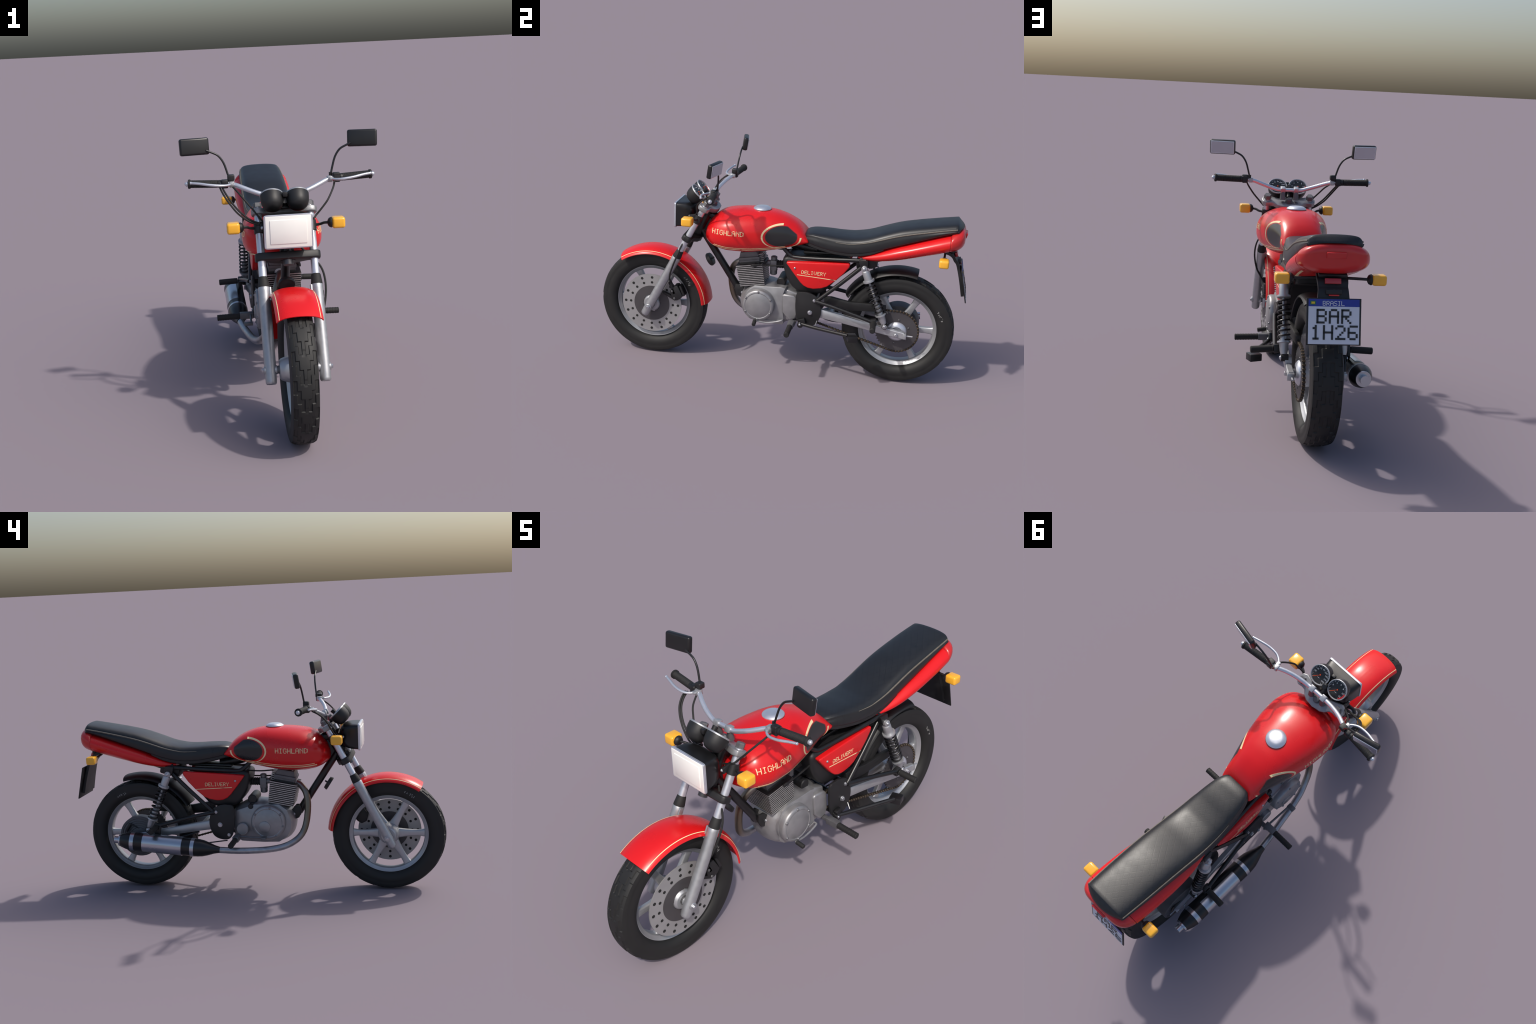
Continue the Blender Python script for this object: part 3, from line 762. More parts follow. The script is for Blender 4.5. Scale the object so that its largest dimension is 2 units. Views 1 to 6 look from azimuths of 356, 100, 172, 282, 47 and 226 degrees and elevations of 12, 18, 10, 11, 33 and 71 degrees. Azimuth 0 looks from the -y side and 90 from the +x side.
def plate_text(text, xc, zb, cell, stroke, mat, adv=6.0):
    m = Mesh()
    for x0, y0, x1, y1 in strokes(text, cell, adv):
        a, b = bar_ends(x0, y0, x1, y1, stroke / 2)
        c = (a + b) / 2; d = b - a
        sx, sz = max(stroke, abs(d.x)), max(stroke, abs(d.y))
        m.box(on_plate(-(xc + c.x), zb + c.y, 0.0016), (sx, 0.0014, sz), PR)
    return m.obj("lettering", mat, plate)
plate_text("BRASIL", -0.004 + 0.002, 0.0605, 0.0026, 0.0023, PLATEW, 5.5)
plate_text("BAR", 0.0000, -0.0070, 0.0079, 0.0078, DIAL)
plate_text("1H26", 0.0020, -0.0680, 0.0079, 0.0078, DIAL)

def signal(c, s, stalk, w, h, d):
    c = Vector(c)
    m = Mesh(); m.box(c, (w, d, h), None, 0.0105, 4)
    lens = m.obj("turn_signal", AMBER, bike, 60)
    m = Mesh(); p = c - X * s * (w / 2 - 0.001)
    m.lathe([(0.0, 0.0215), (0.004, 0.0220), (0.012, 0.0180), (0.017, 0.0105), (0.0175, 0.0)], p, -X * s, 20)
    m.tube(stalk, 0.0058, 10)
    m.obj("signal_stalk", PLASTIC, lens)
for s in S:
    signal((s * 0.2165, -0.463, 0.838), s, [(s * 0.178, -0.461, 0.838), (s * 0.160, -0.452, 0.836), (s * 0.145, -0.440, 0.829), (s * 0.120, -0.432, 0.825)], 0.054, 0.046, 0.058)
    signal((s * 0.1905, 0.866, 0.7445), s, [(s * 0.155, 0.866, 0.745), (s * 0.10, 0.866, 0.747), (s * 0.03, 0.868, 0.750)], 0.058, 0.0425, 0.050)
    m = Mesh(); a = on_fork(0.803, s); b = on_fork(0.845, s)
    m.cyl(a, b, 0.0215, seg=28, ch=0.002)
    m.box((s * 0.117, -0.428, 0.823), (0.026, 0.020, 0.026), None, 0.003)
    m.box((s * 0.099, -0.458, 0.834), (0.014, 0.050, 0.026), Matrix.Rotation(0.2, 3, 'X'), 0.003)
    cl_ = m.obj("lamp_bracket", PLASTIC, bike)
    bolt((s * 0.100, -0.482, 0.835), X * s, cl_, 0.7, DOME)

# ================================================================== HEADLIGHT
def rrect(w, h, r, k=2.0, n=128, p=5.0):
    out = []
    for i in range(n):
        a = 2 * pi * i / n; ca, sa = cos(a), sin(a)
        out.append((w * math.copysign(abs(ca) ** (2 / p), ca), h * math.copysign(abs(sa) ** (2 / p), sa)))
    return out
HC = Vector((0, -0.567, 0.8305))
def hl_ring(y, w, h, dz, p): return [Vector((a, y, HC.z + dz + b)) for a, b in rrect(w, h, 0, p=p)]
m = Mesh()
m.loft([hl_ring(-0.560, 0.0965, 0.067, 0, 9), hl_ring(-0.556, 0.0965, 0.067, 0, 9), hl_ring(-0.535, 0.0950, 0.0670, 0.001, 8), hl_ring(-0.510, 0.0920, 0.0660, 0.002, 6), hl_ring(-0.490, 0.0865, 0.0620, 0.004, 4.8),
        hl_ring(-0.475, 0.077, 0.054, 0.005, 3.8), hl_ring(-0.466, 0.060, 0.042, 0.006, 3), hl_ring(-0.463, 0.03, 0.02, 0.004, 2.4)])
hl = m.obj("headlight", BLACK, bike, 50)
m = Mesh()
m.loft([hl_ring(-0.5600, 0.0985, 0.0690, 0, 18), hl_ring(-0.5675, 0.0992, 0.0697, 0, 18), hl_ring(-0.5700, 0.0972, 0.0677, 0, 18)])
m.obj("bezel", CHROME, hl, 30)
m = Mesh()
m.box((0, -0.5680, HC.z), (0.1850, 0.008, 0.1290), None, 0.002)
m.box((0, -0.5722, HC.z), (0.1490, 0.006, 0.0970), None, 0.0016, 2)
m.obj("lens", WHITE, hl, 30)
m = Mesh(); m.box((0, -0.462, 0.765), (0.050, 0.045, 0.022), Matrix.Rotation(0.3, 3, 'X'), 0.004)
m.box((0, -0.475, 0.735), (0.055, 0.020, 0.028), None, 0.004)
m.obj("lamp_bracket", PLASTIC, hl)

# ================================================================== GAUGES
GN = Vector((0, 0.705, 0.709)).normalized()
GU = Vector((0, -0.709, 0.705)).normalized()          # "up" on the dial face
def gauge(s):
    c = Vector((s * 0.0525, -0.4475, 0.9595))
    m = Mesh()
    m.lathe([(-0.069, 0.0), (-0.068, 0.018), (-0.063, 0.030), (-0.052, 0.040), (-0.036, 0.0455), (-0.016, 0.0480), (-0.002, 0.0480), (-0.002, 0.043)], c, GN, 48)
    g = m.obj("gauge", PLASTIC, bike, 50)
    m = Mesh(); m.lathe([(-0.003, 0.0488), (0.002, 0.0492), (0.0035, 0.0478), (0.003, 0.0448), (-0.0025, 0.0435), (-0.004, 0.0455)], c, GN, 56, closed=True)
    m.obj("bezel", ALLOY, g, 50)
    m = Mesh(); m.cyl(c - GN * 0.004, c - GN * 0.0015, 0.0455, seg=48); m.obj("dial", DIAL, g)
    R = Matrix((X * -1, GU, GN)).transposed()              # columns: dial right, dial up, out
    right = GU.cross(GN)
    def on_dial(r, a, out=0.0): return c + right * (r * cos(a)) + GU * (r * sin(a)) - GN * 0.001 + GN * out
    m = Mesh(); n = 13 if s > 0 else 14
    for i in range(2 * n - 1):
        a = radians(225 - 278 * i / (2 * n - 2)); big = i % 2 == 0
        L = 0.0062 if big else 0.0034
        rad = on_dial(1, a) - on_dial(0, a); rad.normalize(); tan = GN.cross(rad)
        M = Matrix((rad, tan, GN)).transposed()
        m.box(on_dial(0.0425 - L / 2, a), (L, 0.0013 if big else 0.0009, 0.0006), M)
    nums = ["20", "40", "60", "80", "100", "120", "140", "160"] if s > 0 else ["2", "4", "6", "8", "10", "12"]
    for i, t in enumerate(nums):
        a = radians((178 - 215 * i / (len(nums) - 1)) if s > 0 else (168 - 205 * i / (len(nums) - 1)))
        o = on_dial(0.0305, a)
        cell = 0.00085 if s > 0 else 0.00095
        for x0, y0, x1, y1 in strokes(t, cell):
            p, q = bar_ends(x0, y0, x1, y1, cell * 0.55)
            cc = (p + q) / 2; d = q - p
            m.box(o + right * cc.x + GU * (cc.y - 3.5 * cell), (max(cell * 1.1, abs(d.x)), max(cell * 1.1, abs(d.y)), 0.0006), Matrix((right, GU, GN)).transposed())
    m.box(on_dial(0.016, radians(-95)), (0.012, 0.0014, 0.0006), Matrix((right, GU, GN)).transposed())
    o = m.obj("dial_marking", MARK, g); o["kind"] = "stuff"
    m = Mesh(); a = radians(226)
    rad = (on_dial(1, a) - on_dial(0, a)).normalized(); tan = GN.cross(rad)
    m.box(on_dial(0.024, a, 0.0012), (0.030, 0.0022, 0.0008), Matrix((rad, tan, GN)).transposed())
    m.cyl(on_dial(0, 0, 0.0), on_dial(0, 0, 0.003), 0.0032, seg=14)
    m.obj("needle", NEEDLE, g)
    if s < 0:
        m = Mesh(); m.lathe([(-0.0016, 0.0365), (-0.0016, 0.0430), (-0.0005, 0.0430), (-0.0005, 0.0365)], c, GN, 16, closed=True, a0=0, a1=radians(58))
        # turn the arc to the end of the scale
        a_, u_, v_ = frame_for(GN)
        want = on_dial(1, radians(-53)) - on_dial(0, 0)
        cur = u_
        ang = atan2(GN.dot(cur.cross(want)), cur.dot(want))
        M = Matrix.Translation(c) @ Matrix.Rotation(ang, 4, GN) @ Matrix.Translation(-c)
        m.transform(M); m.obj("red_zone", DIALRED, g)
for s in S: gauge(s)
m = Mesh()
m.tube([(0, -0.405, 0.905), (0, -0.437, 0.925), (0, -0.470, 0.940)], 0.011, 12)
m.cyl(Vector((0, -0.435, 0.945)), Vector((0, -0.435, 0.945)) + GN * 0.026, 0.010, 0.0125, 16, 0.002)
m.box((0, -0.480, 0.968), (0.020, 0.016, 0.020), None, 0.003)
m.box((0, -0.447, 0.915), (0.090, 0.030, 0.012), Matrix.Rotation(0.75, 3, 'X'), 0.003)
m.obj("gauge_bracket", PLASTIC, bike)

# ================================================================== HANDLEBAR
m = Mesh()
half = [(0.0, -0.378, 0.9480), (0.035, -0.378, 0.9480), (0.062, -0.3765, 0.9495), (0.092, -0.371, 0.9585), (0.125, -0.362, 0.9700), (0.160, -0.348, 0.9835), (0.185, -0.335, 0.9930), (0.208, -0.324, 0.9990), (0.235, -0.319, 1.0015), (0.300, -0.3105, 1.0035), (0.398, -0.3000, 1.0068)]
pts = [(-p[0], p[1], p[2]) for p in reversed(half[1:])] + half
m.tube(pts, 0.0102, 18, 6)
bar = m.obj("handlebar", CHROME, bike)
def at_bar(x):
    r = interp([(p[0], p[1], p[2]) for p in half], abs(x)); return Vector((x, r[0], r[1]))
for s in S:
    a, b = at_bar(s * 0.262), at_bar(s * 0.3895); d = (b - a).normalized()
    L = (b - a).length
    prof = [(0, 0.0125), (0.002, 0.0165)]
    for i in range(24):
        t = 0.006 + (L - 0.020) * i / 23
        prof += [(t, 0.0155), (t + 0.0016, 0.0165), (t + 0.0032, 0.0165)]
    prof += [(L - 0.010, 0.0166), (L - 0.009, 0.0198), (L - 0.002, 0.0198), (L, 0.0178)]
    m = Mesh(); m.lathe(prof, a, d, 28); m.obj("grip", RUBBER, bar, 30)
    m = Mesh(); m.lathe([(-0.004, 0.010), (0.002, 0.0098), (0.012, 0.0070), (0.014, 0.0045)], b, d, 18); m.obj("bar_end", CHROME, bar, 50)
    # lever perch and switch box
    RB = Matrix((d * s, Vector((0, 1, 0)) - d * d.y, Z)).transposed()
    m = Mesh(); m.box(at_bar(s * 0.207), (0.022, 0.028, 0.026), None, 0.004)
    m.box(at_bar(s * 0.212) + Vector((0, -0.018, 0.002)), (0.018, 0.022, 0.012), None, 0.003)
    m.obj("lever_perch", ALLOY, bar)
    m = Mesh(); m.box(at_bar(s * 0.237), (0.030, 0.034, 0.036), None, 0.006, 3)
    m.cyl(at_bar(s * 0.252), at_bar(s * 0.262), 0.0165, seg=24)
    if s < 0: m.box(at_bar(s * 0.209) + Vector((0, 0.010, 0.0265)), (0.030, 0.030, 0.026), None, 0.005, 3)
    else: m.box(at_bar(s * 0.236) + Vector((0, -0.004, 0.016)), (0.030, 0.026, 0.014), None, 0.004, 3)
    m.obj("switch_box", PLASTIC, bar)
    # lever
    m = Mesh()
    lp = [(s * 0.212, -0.345, 1.001), (s * 0.232, -0.362, 1.000), (s * 0.258, -0.372, 1.002), (s * 0.300, -0.3715, 1.007), (s * 0.345, -0.3610, 1.014), (s * 0.378, -0.352, 1.017)]
    m.tube(lp, lambda t: 0.0052 + 0.0006 * sin(pi * t), 10)
    m.cyl(Vector(lp[-1]) - X * s * 0.004, Vector(lp[-1]) + X * s * 0.004, 0.0062, seg=12, ch=0.002)
    m.obj("brake_lever" if s < 0 else "clutch_lever", CHROME, bar)
    # bar clamps
    p = at_bar(s * 0.034)
    m = Mesh(); m.box(p + Vector((0, 0.0, 0.001)), (0.024, 0.031, 0.028), Matrix.Rotation(-0.35, 3, 'X'), 0.003)
    m.obj("bar_clamp", ALLOY, bar)
    m = Mesh(); m.cyl(p - Vector((0, -0.002, 0.012)), Vector((s * 0.034, -0.372, 0.898)), 0.0125, 0.0150, seg=20)
    m.obj("bar_riser", DARKCAST, bar)
    # mirror
    mc = Vector((s * 0.3555, -0.290, 1.1605))
    MR = Matrix.Rotation(-s * radians(12), 3, 'Z') @ Matrix.Rotation(-radians(8), 3, 'X')
    m = Mesh(); m.box(mc, (0.126, 0.027, 0.0715), MR, 0.009, 4)
    mir = m.obj("mirror", BLACK, bike, 50)
    m = Mesh(); m.box(mc + MR @ Vector((0, 0.0128, 0)), (0.116, 0.003, 0.062), MR, 0.001); m.obj("bezel", CHROME, mir)
    m = Mesh(); m.box(mc + MR @ Vector((0, 0.0140, 0)), (0.1085, 0.003, 0.0545), MR); m.obj("mirror_glass", GLASS, mir)
    m = Mesh()
    base = Vector((s * 0.2140, -0.309, 1.0130))
    m.tube([base, (s * 0.2225, -0.304, 1.045), (s * 0.2360, -0.299, 1.088), (s * 0.2575, -0.296, 1.119), (s * 0.285, -0.296, 1.134), (s * 0.306, -0.296, 1.143)], 0.0046, 10, 3)
    m.cyl(base - Z * 0.004, base + Z * 0.012, 0.0075, seg=12)
    m.obj("mirror_stem", BLACK, mir)

# control cables
m = Mesh()
cab = [
 [(0.226, -0.335, 0.990), (0.214, -0.372, 0.968), (0.187, -0.414, 0.930), (0.169, -0.424, 0.908), (0.149, -0.430, 0.886), (0.132, -0.432, 0.868), (0.116, -0.442, 0.854), (0.060, -0.440, 0.828)],
 [(-0.259, -0.350, 0.994), (-0.2515, -0.379, 0.977), (-0.2380, -0.404, 0.953), (-0.219, -0.4205, 0.925), (-0.200, -0.4295, 0.900), (-0.183, -0.4355, 0.883), (-0.158, -0.442, 0.864), (-0.132, -0.447, 0.850), (-0.100, -0.446, 0.840), (-0.05, -0.435, 0.825)],
 [(-0.250, -0.347, 0.995), (-0.2420, -0.376, 0.979), (-0.2285, -0.401, 0.956), (-0.210, -0.417, 0.929), (-0.191, -0.426, 0.905), (-0.174, -0.431, 0.888), (-0.150, -0.437, 0.868), (-0.125, -0.440, 0.854), (-0.095, -0.440, 0.844), (-0.045, -0.43, 0.828)],
 [(-0.203, -0.342, 0.989), (-0.1875, -0.370, 0.973), (-0.176, -0.385, 0.960), (-0.1590, -0.399, 0.939), (-0.132, -0.420, 0.906), (-0.105, -0.442, 0.870), (-0.080, -0.446, 0.840)],
]
for c in cab: m.tube(c, 0.0042, 8, 8)
# brake hose down the chain-side fork leg
m.tube([(0.060, -0.470, 0.740), (0.100, -0.500, 0.700), (0.128, -0.518, 0.672), (0.143, -0.532, 0.630), (0.144, -0.556, 0.570), (0.128, -0.580, 0.500), (0.104, -0.584, 0.455), (0.085, -0.566, 0.420)], 0.0045, 8, 8)
# clutch cable to the engine, throttle cable to the carburettor
m.tube([(0.088, -0.135, 0.594), (0.086, -0.08, 0.597), (0.078, -0.02, 0.598), (0.066, 0.05, 0.602)], 0.0042, 8, 8)
m.tube([(-0.06, -0.10, 0.657), (-0.055, -0.03, 0.652), (-0.05, 0.05, 0.655)], 0.004, 8, 8)
m.obj("control_cable", RUBBER, bike)

# ================================================================== FENDERS
def fender(c, prof, a0, a1, mat, thick, stripe=None, n=64):
    """prof: half profile (x, r) from the middle outwards; angles from +y towards +z"""
    pr = smooth_path([Vector(p) for p in prof], 5)
    outer = [(-p.x, p.y) for p in reversed(pr[1:])] + [(p.x, p.y) for p in pr]
    inner = [(x * (1 - thick / 0.09), r - thick) for x, r in outer]
    loop = outer + list(reversed(inner))
    m = Mesh(); rings = []
    for i in range(n + 1):
        a = a0 + (a1 - a0) * i / n
        rings.append([c + Vector((x, r * cos(a), r * sin(a))) for x, r in loop])
    m.loft(rings)
    ob = m.obj("fender", mat, bike, 45)
    if stripe:
        sm = Mesh()
        for s in S:
            rings = []
            for i in range(n + 1):
                a = a0 + 0.004 + (a1 - a0 - 0.008) * i / n
                row = []
                for k in (stripe - 0.0013, stripe + 0.0013):
                    # radius on the profile at that x
                    r = [q.y for q in pr if q.x <= k][-1]
                    q0 = [q for q in pr if q.x <= k][-1]; q1 = [q for q in pr if q.x > k][0]
                    r = q0.y + (q1.y - q0.y) * (k - q0.x) / (q1.x - q0.x)
                    row.append((k, r))
                (xa, ra), (xb, rb) = row
                nx, nr = (ra - rb), (xb - xa); L = sqrt(nx * nx + nr * nr); nx, nr = nx / L * 0.0008, nr / L * 0.0008
                quad = [(xa + nx, ra + nr), (xb + nx, rb + nr), (xb - nx * 1.5, rb - nr * 1.5), (xa - nx * 1.5, ra - nr * 1.5)]
                rings.append([c + Vector((s * x, r * cos(a), r * sin(a))) for x, r in quad])
            sm.loft(rings)
        sm.obj("pinstripe", CREAM, ob)
    return ob
fender(FW, [(0, 0.3245), (0.022, 0.3236), (0.044, 0.3208), (0.062, 0.3156), (0.076, 0.3082), (0.085, 0.3010), (0.0905, 0.2930)], radians(5.5), radians(124.5), RED, 0.0035, 0.0785)
fender(RW, [(0, 0.3385), (0.025, 0.3375), (0.045, 0.3345), (0.060, 0.3298), (0.071, 0.3235), (0.0775, 0.3165)], radians(75), radians(149), PLASTIC, 0.004)
# inner mudguard below the tail
m = Mesh(); m.box((0, 0.47, 0.660), (0.155, 0.11, 0.05), Matrix.Rotation(0.25, 3, 'X'), 0.01)
m.box((0, 0.62, 0.715), (0.15, 0.30, 0.02), Matrix.Rotation(0.30, 3, 'X'), 0.005)
m.obj("under_tray", PLASTIC, bike)

# ================================================================== SIDE PANELS, AIR BOX
m = Mesh()
AIR = [(0.026, 0.632), (0.045, 0.657), (0.090, 0.658), (0.330, 0.666), (0.372, 0.640), (0.348, 0.595), (0.300, 0.530), (0.250, 0.475), (0.205, 0.462), (0.140, 0.462), (0.085, 0.490), (0.045, 0.555)]
m.extrude(AIR, -0.086, 0.086, 0.022, 4, round_pts=3)
air = m.obj("air_box", PLASTIC, bike, 50)
PAN = [(0.0500, 0.6330), (0.0560, 0.6380), (0.1200, 0.6435), (0.3780, 0.6635), (0.3890, 0.6590), (0.3860, 0.6430), (0.3600, 0.6060), (0.3200, 0.5620), (0.2750, 0.5230), (0.2450, 0.5100), (0.2030, 0.5025), (0.1730, 0.5050), (0.1500, 0.5150), (0.1300, 0.5330), (0.0900, 0.5820)]
for s in S:
    m = Mesh(); m.extrude(PAN, s * 0.078, s * 0.1120, 0.006, 3)
    pan = m.obj("side_panel", RED, bike, 50); pb = m.bvh()
    m = Mesh(); surface_text(m, pb, s, "DELIVERY", 0.2005, 0.5815, 0.0029, 0.00235, 5.75)
    m.obj("lettering", CREAM, pan)
    m = Mesh(); y0, y1 = (0.113, 0.318) if s > 0 else (0.119, 0.318)
    ribbon(m, pb, s, [Vector((y0 + (y1 - y0) * i / 12, 0.5740 - 0.009 * i / 12)) for i in range(13)], 0.0032)
    m.obj("pinstripe", CREAM, pan)
    bolt((s * 0.1120, 0.0995, 0.609), X * s, pan, 0.62, DOME)

# ================================================================== ENGINE
ENG_UP = Vector((0, -0.185, 0.983)).normalized(); ENG_BK = Vector((0, ENG_UP.z, -ENG_UP.y)).normalized()
RE = Matrix((X, ENG_BK, ENG_UP)).transposed()
base = Vector((0, -0.133, 0.474))
# crankcase core
m = Mesh()
CORE = [(-0.128, 0.478), (-0.176, 0.450), (-0.205, 0.405), (-0.207, 0.350), (-0.188, 0.302), (-0.150, 0.272), (-0.080, 0.265), (0.050, 0.270), (0.135, 0.292), (0.150, 0.360), (0.130, 0.440), (0.040, 0.492), (-0.040, 0.490)]
# chain-side case and gearbox cover
CL = [(-0.118, 0.474), (-0.146, 0.456), (-0.170, 0.420), (-0.178, 0.365), (-0.167, 0.309), (-0.141, 0.284), (-0.080, 0.268), (0.046, 0.270), (0.050, 0.300), (0.040, 0.365), (0.042, 0.450), (0.050, 0.476), (0.030, 0.482)]
m.extrude([(0.034, 0.440), (0.046, 0.448), (0.100, 0.446), (0.118, 0.430), (0.124, 0.345), (0.112, 0.312), (0.078, 0.303), (0.040, 0.345)], 0.050, 0.0945, 0.009, 4)
m.extrude([(0.030, 0.452), (0.060, 0.468), (0.120, 0.452), (0.132, 0.36), (0.125, 0.30), (0.06, 0.29), (0.03, 0.34)], 0.03, 0.070, 0.008, 3)
# exhaust-side case
CR = [(0.110, 0.440), (0.037, 0.464), (0.008, 0.474), (-0.125, 0.473), (-0.168, 0.442), (-0.190, 0.380), (-0.184, 0.335), (-0.165, 0.298), (-0.120, 0.268), (-0.040, 0.266), (0.085, 0.273), (0.118, 0.300), (0.124, 0.36)]
def radial(poly, n=120, c=(-0.035, 0.372)):
    """re-sample a closed outline by angle about c"""
    out = []
    for i in range(n):
        a = 2 * pi * i / n; d = Vector((cos(a), sin(a))); best = 0.0
        for p, q in zip(poly, poly[1:] + poly[:1]):
            p = Vector(p) - Vector(c); e = Vector(q) - Vector(c) - p
            den = d.x * e.y - d.y * e.x
            if abs(den) < 1e-9: continue
            t = (p.x * e.y - p.y * e.x) / den; u = (p.x * d.y - p.y * d.x) / den
            if t > 0 and -1e-6 <= u <= 1 + 1e-6: best = max(best, t)
        out.append(Vector(c) + d * best)
    return out
oc, ol, orr = radial([tuple(p) for p in smooth_path(CORE, 3, True)]), radial(CL), radial(CR)
rings = []
for x in (-0.0850, -0.0830, -0.078, -0.065, -0.045, -0.02, 0.0, 0.02, 0.045, 0.065, 0.078, 0.0835, 0.0855):
    side = ol if x > 0 else orr
    f = min(1.0, (abs(x) / 0.078)) ** 2.2; k = 0.972 if abs(x) > 0.0845 else 1.0
    ring = []
    for p, q in zip(oc, side):
        w = p.lerp(q, f); w = Vector((-0.035, 0.372)) + (w - Vector((-0.035, 0.372))) * k
        ring.append(Vector((x, w.x, w.y)))
    rings.append(ring)
m.loft(rings)
m.lathe([(0.080, 0.034), (0.104, 0.033), (0.108, 0.029), (0.108, 0.0)], (0, 0.076, 0.343), -X, 40)
eng = m.obj("engine", ENGINE, bike, 40)
m = Mesh()
m.extrude([(-0.085, 0.292), (-0.020, 0.285), (0.030, 0.296), (0.046, 0.304), (0.048, 0.296), (0.030, 0.286), (-0.020, 0.276), (-0.090, 0.283)], 0.080, 0.0885, 0.002)
m.obj("case_rib", ENGINE, eng)
# round covers
def cover(c, ax, r, mat, bolts, depth, plug=None):
    m = Mesh()
    m.lathe([(-0.02, r + 0.0035), (0.0015, r + 0.0035), (0.0015, r), (depth * 0.62, r), (depth * 0.84, r - 0.0035), (depth * 0.95, r - 0.0090), (depth * 0.985, r - 0.0150), (depth - 0.0022, r - 0.0175), (depth - 0.0022, r - 0.0195), (depth, r - 0.0225), (depth + 0.001, 0.0)], c, ax, 72)
    if plug: m.lathe([(0, plug[2] + 0.002), (depth + 0.004, plug[2]), (depth + 0.006, plug[2] - 0.003), (depth + 0.006, 0)], Vector((c.x, plug[0], plug[1])), ax, 40)
    ob = m.obj("engine_cover", mat, eng, 40)
    for a in bolts:
        p = Vector(c) + Vector((0, (r - 0.0100) * cos(radians(a)), (r - 0.0100) * sin(radians(a)))) + Vector(ax) * depth * 0.95
        bolt(p, ax, ob, 0.62, DOME, COVERBOLT)
    return ob
cover(Vector((0.0855, -0.0895, 0.3755)), X, 0.0875, ENGINE, (90, 30, -30, -90, -150, 150), 0.035)
cover(Vector((-0.085, -0.0675, 0.3790)), -X, 0.0930, ENGINE, (99, 146, 192, 238, -15, 35, -62), 0.032, (-0.050, 0.3590, 0.0300))
# cylinder with cooling fins
m = Mesh(); m.box(base + ENG_UP * 0.060, (0.122, 0.112, 0.142), RE, 0.006); cylb = m.obj("cylinder", FINFACE, eng)
m = Mesh(); m.box((0, 0, 0), (1, 1, 0.0042), None, 0.0)
FINS = 12
for i in range(FINS):
    t = i / (FINS - 1)
    wx = 0.148 + 0.018 * t; wy = 0.136 + 0.010 * t
    mm = Mesh(); mm.box(base + ENG_UP * (0.000 + 0.114 * t), (wx, wy, 0.0054), RE)
    fo = mm.obj("cooling_fin", FINFACE, eng, 30)
    fo.data.materials.append(FIN)                    # machined edges are bright, faces dark
    for p in fo.data.polygons: p.material_index = 0 if abs(p.normal.dot(ENG_UP)) > 0.5 else 1
# head
m = Mesh()
hb = base + ENG_UP * 0.126
m.box(hb + ENG_UP * 0.004, (0.120, 0.112, 0.014), RE, 0.002)
m.box(hb + ENG_UP * 0.018, (0.124, 0.117, 0.016), RE, 0.003)
m.extrude([(0.0, 0.0), (0.110, 0.0), (0.098, 0.032), (0.014, 0.032)], -0.050, 0.050, 0.004)
k = len(m.v)
m2 = Mesh(); m2.extrude([(-0.055, 0.0), (0.055, 0.0), (0.044, 0.032), (-0.044, 0.032)], -0.056, 0.056, 0.004)
m = Mesh()
m.box(hb + ENG_UP * 0.004, (0.120, 0.112, 0.014), RE, 0.002)
m.box(hb + ENG_UP * 0.018, (0.126, 0.118, 0.017), RE, 0.003)
m2.transform(Matrix.Translation(hb + ENG_UP * 0.025) @ RE.to_4x4()); m.add(m2.v, m2.f)
m.box(hb + ENG_BK * 0.062 + ENG_UP * 0.004, (0.05, 0.03, 0.03), RE, 0.004)
head = m.obj("cylinder_head", DARKCAST, eng)
for sx in (-1, 1):
    for sy in (-1, 1):
        bolt(hb + ENG_UP * 0.057 + X * sx * 0.040 + ENG_BK * sy * 0.033, ENG_UP, head, 0.55, DOME)
m = Mesh()
for i in range(5):
    m.box(hb + ENG_BK * 0.064 + ENG_UP * (-0.006 + 0.0105 * i), (0.100, 0.022, 0.0038), RE)
o = m.obj("cooling_fin", FIN, eng); o["kind"] = "stuff"
m = Mesh()
m.cyl((0.060, -0.12, 0.590), (0.090, -0.12, 0.590), 0.010, seg=14); m.box((0.084, -0.118, 0.594), (0.016, 0.052, 0.012), Matrix.Rotation(0.2, 3, 'X'), 0.003)
m.cyl((0.06, -0.165, 0.575), (0.112, -0.165, 0.575), 0.0, 0.0)
m.obj("clutch_arm", PLASTIC, eng)
# starter motor
m = Mesh(); m.cyl((-0.072, 0.020, 0.501), (0.056, 0.020, 0.501), 0.0245, seg=32, ch=0.004)
m.cyl((-0.080, 0.022, 0.470), (-0.066, 0.022, 0.470), 0.014, seg=20, ch=0.003)
m.obj("starter_motor", PLASTIC, eng)
m = Mesh(); m.cyl((-0.094, 0.028, 0.464), (-0.060, 0.028, 0.464), 0.0135, seg=20, ch=0.004); m.obj("oil_filler", PLASTIC, eng)
# carburettor
m = Mesh()
m.box((0.0, -0.033, 0.578), (0.044, 0.036, 0.056), None, 0.004)
m.lathe([(0, 0.016), (0.004, 0.0195), (0.022, 0.0195), (0.026, 0.021), (0.032, 0.021)], (0, -0.033, 0.523), Z, 28)
m.lathe([(0, 0.016), (0.012, 0.0175), (0.018, 0.017), (0.022, 0.010)], (0, -0.033, 0.606), Z, 24)
m.cyl((0, -0.085, 0.588), (0, -0.050, 0.586), 0.016, seg=24)
carb = m.obj("carburettor", CARB, eng)
m = Mesh()
pr = []
for i in range(6): pr += [(0.012 * i, 0.019), (0.012 * i + 0.006, 0.0225)]
m.lathe(pr, (0, -0.016, 0.584), (0, 1, 0.02), 24); m.obj("intake_bellows", RUBBER, carb, 60)
m = Mesh(); m.cyl((-0.022, -0.075, 0.600), (0.05, -0.075, 0.600), 0.009, seg=14); m.obj("choke_link", PLASTIC, carb)

